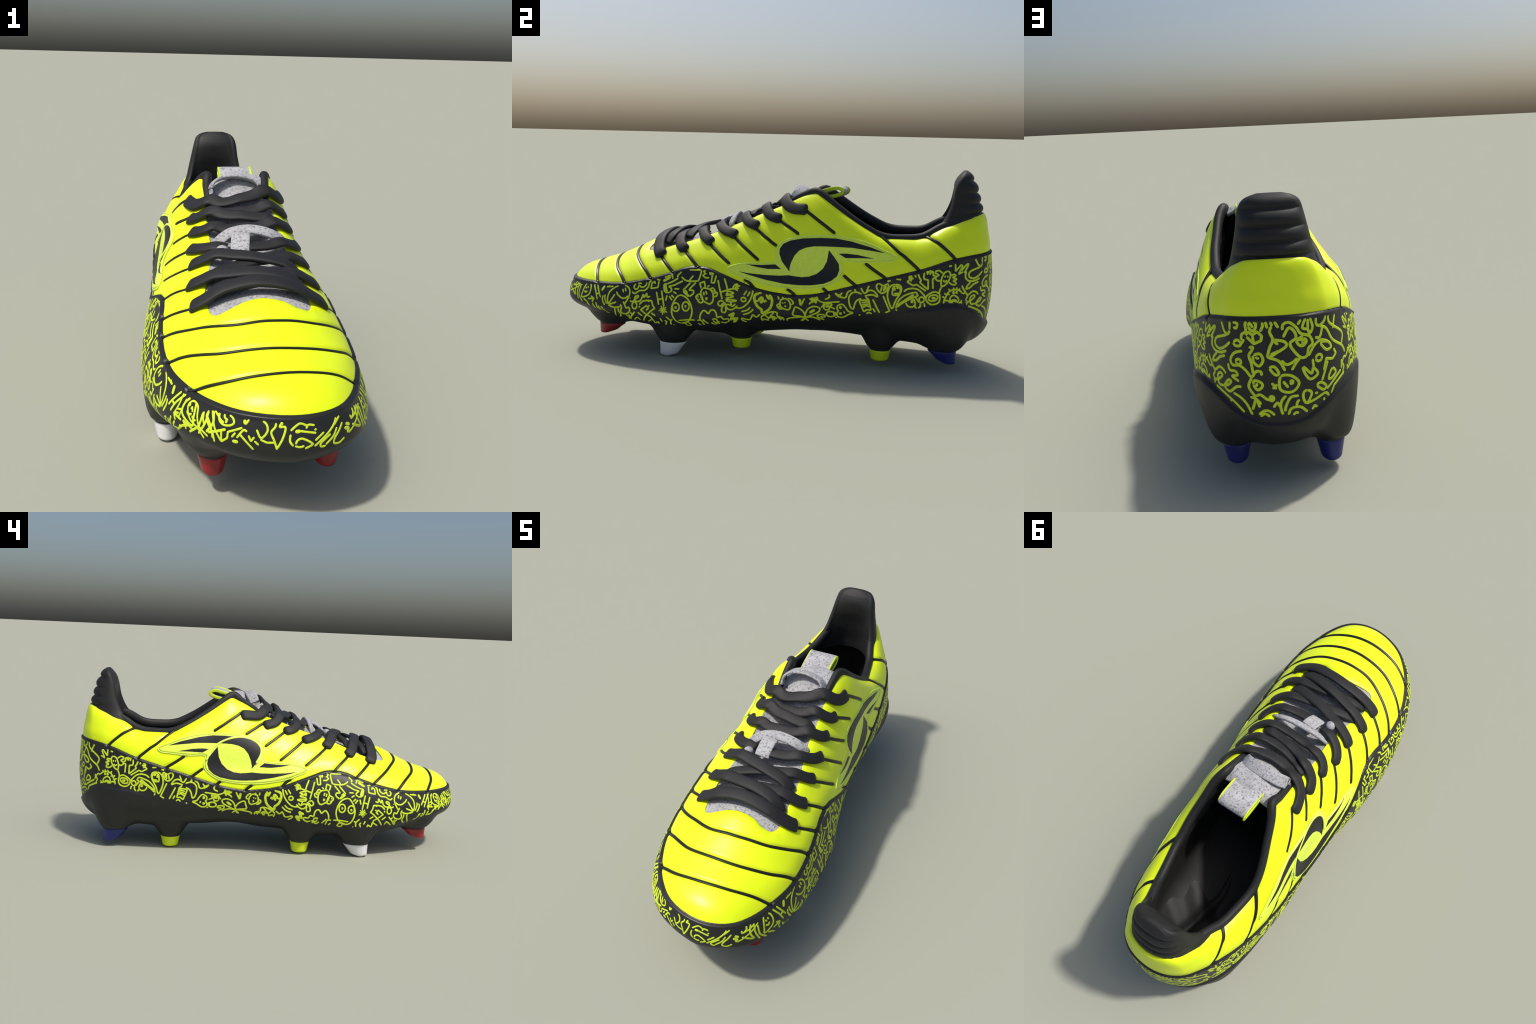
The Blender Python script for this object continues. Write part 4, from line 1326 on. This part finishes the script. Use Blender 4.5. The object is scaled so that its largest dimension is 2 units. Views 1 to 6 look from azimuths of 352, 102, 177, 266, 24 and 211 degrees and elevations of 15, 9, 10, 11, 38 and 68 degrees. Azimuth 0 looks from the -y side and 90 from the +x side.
doodle('doodle_fish_eye', 'side',
       loop((76.7, 37.2), (77.1, 35.3), (76.6, 33.5), (74.6, 32.6), (72.8, 32.9), (71.4, 34.5), (71.5, 36.1), (73.2, 37.5), (75.0, 38.1)),
       loop((72.3, 35.0), (73.3, 36.4), (75.3, 36.7), (76.2, 35.8), (75.2, 34.4), (73.4, 34.1)),
       line((73.6, 35.3), (75.3, 35.5), wide=1.6))
doodle('doodle_monster', 'side',
       bend((79.0, 32.2), (78.8, 34.0), (79.5, 35.8), (80.7, 38.1), (82.7, 39.0), (84.9, 38.7), (86.6, 37.2)),
       line((81.2, 38.3), (80.5, 39.5)),
       line((82.7, 38.9), (82.5, 40.0)),
       line((83.9, 39.0), (84.0, 40.1)),
       line((84.9, 38.7), (85.3, 39.6)),
       line((79.9, 36.7), (78.8, 37.6)),
       line((79.3, 35.4), (78.0, 36.2)),
       ring(82.7, 37.8, 0.31, 0.32, 0),
       ring(84.0, 37.8, 0.31, 0.32, 0),
       loop((81.6, 33.9), (81.5, 35.8), (82.8, 36.6), (84.4, 35.7), (85.0, 34.3), (83.9, 33.2)),
       ring(83.0, 33.5, 1.01, 0.93, 0, wide=1.6),
       bend((79.2, 34.2), (80.3, 34.4), (81.7, 33.3)),
       line((79.0, 32.2), (81.3, 32.7)),
       bend((86.6, 37.0), (87.7, 37.4), (88.7, 35.9), (88.1, 34.5), (88.7, 32.9), (87.7, 30.8)),
       bend((84.8, 33.1), (85.9, 33.5), (86.3, 34.4)),
       bend((85.9, 33.5), (86.7, 32.6), (86.4, 31.5)),
       line((80.3, 37.6), (81.0, 36.7)))
doodle('doodle_letter', 'side',
       line((82.8, 49.9), (83.0, 46.8), (85.2, 49.5), (85.9, 49.1), (84.3, 45.6), (86.3, 46.6)))
doodle('doodle_snake', 'back',
       bend((9.7, 44.2), (12.0, 43.4), (13.3, 41.2), (12.7, 39.6), (10.8, 39.7), (9.1, 38.5), (7.6, 36.4)),
       ring(11.0, 40.8, 0.75, 0.82, 0),
       bend((14.1, 39.8), (13.7, 37.9), (12.1, 37.8), (11.5, 36.7), (13.1, 36.1), (11.1, 34.8)))
doodle('doodle_branch', 'back',
       bend((7.4, 36.4), (8.4, 33.9), (7.8, 32.2), (6.5, 30.4)),
       bend((7.8, 45.3), (6.6, 45.5), (7.1, 44.3), (7.9, 42.9), (7.3, 40.5), (6.9, 37.4)),
       bend((7.3, 36.4), (6.1, 38.2), (4.7, 38.2), (4.5, 37.0)),
       loop((7.0, 34.3), (6.5, 35.5), (4.7, 34.8), (4.5, 33.6), (5.9, 32.6)),
       line((6.0, 34.8), (6.1, 33.6)),
       loop((6.5, 43.0), (4.7, 43.5), (3.9, 41.6), (5.1, 39.9), (6.6, 41.1)),
       line((6.1, 42.5), (5.0, 42.1)))
doodle('doodle_hook', 'back',
       bend((9.9, 47.4), (9.6, 49.1), (8.4, 50.1), (8.5, 52.2), (7.3, 53.4)),
       loop((12.1, 46.4), (11.1, 47.3), (10.0, 46.5), (10.5, 45.6), (11.7, 45.6)),
       line((10.0, 46.2), (9.0, 47.7)))
doodle('doodle_mask', 'back',
       line((8.5, 48.9), (7.7, 49.9), (6.6, 49.0), (5.2, 50.0), (3.9, 48.8), (4.2, 47.4), (6.3, 46.5), (8.3, 48.5)),
       line((6.6, 49.0), (6.3, 46.7)),
       loop((7.6, 51.5), (6.7, 53.0), (5.5, 53.2), (5.6, 51.1), (6.6, 50.2)),
       line((3.6, 53.9), (3.5, 51.6), (4.3, 50.0)),
       line((5.0, 54.3), (6.0, 52.3)),
       line((7.3, 52.9), (6.3, 51.1)))
doodle('doodle_beak', 'back',
       bend((1.0, 51.5), (1.6, 49.9), (0.8, 47.6), (1.8, 45.3), (2.4, 42.5), (-0.2, 43.8), (-3.0, 45.5), (-2.4, 46.9), (0.6, 47.6)),
       bend((2.3, 42.4), (-0.7, 41.2), (-2.4, 38.2)),
       line((1.7, 43.2), (-0.9, 44.3)),
       line((2.8, 53.4), (2.2, 50.9)),
       line((0.5, 53.5), (-1.0, 50.9)),
       line((1.4, 53.1), (0.8, 51.5)),
       line((0.4, 47.1), (-0.7, 46.1)))
doodle('doodle_road', 'back',
       bend((-2.2, 48.1), (-4.0, 50.7), (-5.6, 49.4), (-5.9, 47.5), (-4.2, 46.3), (-4.8, 44.4), (-7.1, 41.7), (-9.0, 41.8), (-9.6, 44.0), (-10.9, 45.2), (-10.0, 47.5), (-7.4, 48.7), (-6.1, 50.7), (-4.1, 52.3), (-2.4, 51.8), (-2.1, 50.2)),
       bend((-6.1, 47.0), (-8.1, 47.8)),
       loop((-6.1, 46.8), (-7.0, 45.2), (-8.4, 45.2), (-8.5, 46.6)),
       ring(-8.4, 46.2, 0.67, 0.74, 0),
       bend((-9.5, 41.7), (-11.4, 44.4), (-13.4, 45.5), (-15.8, 44.6)),
       bend((-1.4, 41.4), (-2.7, 40.1), (-4.4, 40.4), (-6.1, 41.6)),
       bend((-4.3, 38.2), (-5.8, 40.4), (-7.1, 41.7)))
doodle('doodle_leaf', 'back',
       loop((-9.8, 53.4), (-11.1, 50.1), (-10.1, 48.2), (-9.6, 49.5), (-8.0, 50.4)),
       line((-9.8, 53.4), (-9.6, 49.5)),
       line((-8.4, 53.6), (-6.6, 51.3)),
       bend((-2.8, 54.1), (-4.4, 53.3), (-6.5, 54.0)))
doodle('doodle_dots', 'back',
       ring(-12.7, 40.4, 0.96, 1.01, 0),
       loop((-7.7, 38.7), (-10.2, 36.2), (-10.8, 37.8), (-12.2, 35.7), (-9.9, 34.5), (-8.3, 36.4)),
       line((-10.7, 40.5), (-11.0, 37.5)))
doodle('doodle_goggles', 'back',
       loop((-1.0, 36.6), (-4.0, 36.6), (-6.3, 34.3), (-5.0, 32.0), (-2.6, 31.6), (-0.6, 33.0)),
       line((-1.6, 35.1), (-3.1, 33.0)),
       ring(-4.1, 34.6, 0.42, 0.44, 0),
       loop((2.1, 39.2), (0.7, 39.6), (-0.5, 37.6), (0.6, 37.2)),
       line((1.7, 34.8), (0.4, 32.8)),
       line((1.5, 32.9), (0.1, 34.3)))
doodle('doodle_bug', 'back',
       line((8.1, 30.3), (6.5, 29.9), (7.6, 26.2)),
       line((6.5, 29.9), (5.0, 28.1)),
       line((6.3, 29.8), (5.5, 27.0)),
       bend((6.5, 30.6), (5.1, 31.1), (3.1, 29.6), (1.4, 29.8)),
       ring(1.9, 29.9, 0.58, 0.76, 0))
doodle('doodle_drop', 'back',
       loop((-8.8, 31.3), (-10.0, 30.3), (-9.5, 28.6), (-8.4, 27.3), (-7.5, 28.8), (-7.6, 30.8)),
       bend((-8.4, 27.1), (-11.2, 27.9), (-14.3, 29.0), (-15.6, 27.7)),
       line((-11.0, 29.8), (-12.0, 29.7)),
       line((-13.8, 27.6), (-14.1, 26.4)))
doodle('doodle_waves', 'back',
       bend((-2.3, 30.6), (-1.1, 29.2), (-0.6, 27.2), (-1.2, 24.5)),
       bend((-6.1, 30.1), (-3.7, 29.9), (-2.2, 27.3), (-1.9, 25.5)),
       bend((-6.3, 28.8), (-5.6, 28.1), (-5.3, 26.9)),
       bend((-2.8, 24.3), (-3.8, 26.3), (-6.5, 26.4), (-8.6, 24.4)),
       bend((-4.2, 24.1), (-5.2, 24.8), (-5.9, 24.4)),
       bend((5.8, 24.7), (4.1, 26.0), (2.5, 25.7), (1.2, 24.4)),
       bend((5.4, 24.1), (4.0, 25.0), (2.6, 24.0)),
       line((-10.1, 24.7), (-10.7, 25.9), (-12.4, 24.8)))
doodle('doodle_letter', 'back',
       bend((12.0, 52.3), (10.8, 52.2), (11.1, 50.8), (12.0, 50.9)),
       line((12.9, 52.4), (13.1, 50.0)),
       bend((1.5, 27.0), (0.3, 28.5), (-0.6, 26.9)))
doodle('doodle_cup', 'back',
       bend((15.4, 51.8), (14.7, 49.3), (14.1, 48.4), (17.1, 46.6), (17.7, 44.5), (16.5, 43.5), (14.8, 44.6), (13.2, 46.4)),
       bend((13.0, 49.8), (13.6, 48.7), (14.1, 48.4)),
       bend((19.5, 47.1), (18.1, 49.3), (17.4, 49.6), (18.8, 46.2), (18.3, 46.7)),
       bend((18.3, 46.7), (18.7, 44.1), (17.8, 42.5), (16.1, 42.5), (14.4, 43.5)),
       line((17.3, 42.0), (18.4, 40.4), (18.8, 39.0), (17.7, 39.4), (16.4, 41.1), (14.9, 41.9)))
doodle('doodle_vine', 'back',
       bend((19.9, 40.7), (19.3, 38.5), (18.2, 36.5), (16.9, 37.8), (15.7, 37.5), (14.9, 36.4)),
       bend((18.8, 33.0), (17.1, 34.0), (16.0, 35.6), (16.7, 36.1), (17.5, 34.8), (17.0, 32.3), (14.7, 32.9), (13.5, 34.3), (14.2, 34.7), (15.5, 32.4), (14.1, 31.1), (12.1, 32.9), (10.5, 33.3)))
doodle('doodle_stem', 'back',
       bend((20.4, 32.8), (16.8, 30.8), (12.9, 28.1), (9.8, 24.8)),
       bend((13.0, 30.9), (10.9, 29.8), (9.2, 27.8), (7.7, 24.5)),
       line((17.0, 29.7), (17.2, 26.9)),
       line((13.6, 28.7), (14.8, 25.9)),
       line((19.8, 30.2), (19.6, 28.4)))
doodle('doodle_creature', 'back',
       loop((-12.8, 53.2), (-15.1, 52.6), (-14.8, 50.9), (-13.1, 49.9), (-12.2, 51.0)),
       bend((-13.4, 49.8), (-15.4, 48.5), (-17.4, 44.5), (-20.6, 41.4), (-21.7, 38.8)),
       bend((-16.2, 52.5), (-16.6, 49.8), (-20.8, 45.4), (-20.6, 41.8)),
       line((-18.5, 51.6), (-17.6, 47.7)),
       bend((-14.2, 49.4), (-13.2, 46.5), (-11.7, 46.7)),
       loop((-13.4, 44.8), (-15.8, 44.4), (-16.8, 42.5), (-15.1, 42.2)))
doodle('doodle_pencil', 'back',
       line((-17.6, 41.7), (-18.4, 39.9), (-17.1, 38.7), (-15.0, 39.5), (-14.1, 36.1)),
       line((-15.5, 38.6), (-13.4, 33.1)),
       line((-19.9, 34.0), (-14.9, 30.1)),
       line((-20.3, 37.0), (-20.2, 34.3)),
       loop((-17.0, 35.8), (-18.1, 34.1), (-16.3, 32.8), (-15.6, 33.6)),
       line((-21.1, 32.8), (-17.4, 30.3), (-15.4, 26.5), (-14.5, 25.1)),
       loop((-11.8, 32.1), (-13.1, 32.7), (-14.7, 31.2), (-13.8, 30.2)))
doodle('doodle_spiral', 'front',
       bend((-12.6, 31.9), (-12.9, 30.2), (-12.0, 29.3), (-10.3, 29.5), (-9.2, 30.4), (-9.6, 31.6), (-11.1, 32.0), (-11.5, 31.1), (-10.7, 30.6)))
doodle('doodle_letter', 'front',
       line((-6.6, 32.2), (-6.3, 30.5), wide=1.6),
       line((-6.3, 30.5), (-5.0, 32.3)))
doodle('doodle_strokes', 'front',
       bend((-15.4, 31.3), (-16.1, 29.8), (-15.7, 28.0), (-14.7, 26.3), (-14.2, 24.0)),
       bend((-14.5, 31.6), (-14.4, 29.5), (-14.0, 27.4), (-12.5, 24.7)),
       bend((-16.7, 30.6), (-17.0, 28.8), (-16.8, 27.5)),
       bend((-13.8, 31.8), (-13.0, 30.9), (-13.2, 31.5)),
       bend((-15.9, 29.9), (-15.1, 27.8), (-14.7, 24.9)))
doodle('doodle_face', 'front',
       bend((-15.9, 24.8), (-18.1, 26.5), (-18.5, 28.7), (-18.2, 31.0), (-19.2, 31.7), (-20.6, 30.4), (-20.9, 28.7), (-20.3, 27.0), (-18.3, 25.7), (-16.8, 23.8)),
       line((-19.6, 30.0), (-19.8, 29.1)),
       line((-19.1, 29.9), (-19.2, 28.8)),
       bend((-19.9, 28.2), (-19.5, 27.4), (-18.9, 27.6)))
doodle('doodle_zigzag', 'front',
       line((-12.5, 27.9), (-12.5, 24.7), (-11.0, 26.1), (-10.8, 27.8), (-7.1, 29.6)),
       line((-9.9, 26.6), (-8.9, 28.0)),
       line((-9.7, 25.6), (-8.2, 25.6), wide=1.6),
       bend((-8.6, 26.7), (-6.9, 29.0), (-5.9, 28.8)),
       line((-7.8, 27.8), (-4.3, 24.1)),
       line((-5.6, 27.9), (-5.0, 26.4), (-4.1, 27.7)),
       line((-4.1, 26.6), (-3.0, 25.6)))
doodle('doodle_scribble', 'front',
       bend((-2.7, 32.2), (-1.1, 31.4), (-0.7, 29.8), (-1.6, 28.2), (-2.6, 27.7), (-3.5, 29.7)),
       line((-2.5, 32.0), (-0.6, 32.2), wide=1.6),
       line((-2.6, 27.2), (-0.9, 26.5), (1.0, 26.7)),
       bend((1.6, 32.6), (1.3, 30.8), (0.2, 29.3), (1.0, 27.1), (1.7, 24.8)),
       bend((6.7, 32.6), (3.8, 32.3), (2.4, 30.8), (3.9, 30.7), (3.2, 28.1), (1.7, 25.1)),
       line((2.6, 31.4), (4.5, 32.5), wide=1.6),
       bend((5.2, 29.9), (6.9, 31.2), (8.0, 31.6), (9.6, 30.9), (9.3, 30.3)),
       line((9.4, 30.9), (10.3, 31.2), (11.7, 30.9)),
       line((6.4, 29.6), (7.9, 29.8), wide=1.6),
       line((7.7, 29.8), (12.1, 29.0)),
       bend((6.5, 26.5), (7.0, 27.5), (8.3, 27.9), (10.4, 26.9), (11.3, 26.1)),
       bend((6.3, 26.0), (7.7, 25.7), (8.8, 26.0)),
       bend((5.2, 29.0), (5.0, 27.3), (5.9, 26.0)),
       line((9.0, 25.2), (11.1, 26.1)),
       line((11.6, 29.7), (12.2, 30.0)))
doodle('doodle_strokes', 'front',
       bend((18.1, 32.2), (17.4, 30.5), (15.5, 28.5), (11.6, 25.6)),
       line((19.2, 31.9), (17.3, 30.1)),
       line((14.3, 28.9), (11.8, 27.1)),
       bend((16.2, 28.1), (13.5, 26.2), (13.5, 25.2), (14.8, 25.2)),
       bend((18.1, 29.3), (17.0, 27.3), (14.8, 25.5)))
doodle('doodle_hook', 'front',
       bend((19.8, 30.0), (18.9, 28.5), (17.5, 26.7), (17.3, 25.3), (18.9, 25.0), (20.5, 25.9)))
doodle('doodle_fingers', 'front',
       line((20.9, 29.3), (22.3, 28.7), wide=1.6),
       line((20.5, 28.4), (22.2, 27.7), wide=1.6),
       line((21.3, 27.2), (22.2, 27.1), wide=1.6),
       bend((25.6, 31.3), (24.7, 30.2), (22.8, 29.7)),
       bend((26.5, 31.0), (25.6, 29.3), (23.5, 27.5), (21.9, 26.7)))
doodle('doodle_letter', 'front',
       line((-21.8, 31.9), (-23.1, 29.2), (-24.5, 26.3)),
       line((-21.1, 31.2), (-22.4, 28.7), (-23.5, 25.6)),
       line((-23.8, 27.6), (-22.7, 28.2)))
doodle('doodle_arrow', 'front',
       line((-22.3, 25.8), (-21.4, 23.8)),
       line((-22.3, 25.8), (-19.6, 24.7)),
       line((-22.1, 24.5), (-21.4, 25.5)),
       line((-24.8, 21.6), (-23.6, 22.2)),
       line((-23.6, 21.4), (-23.0, 24.1)))
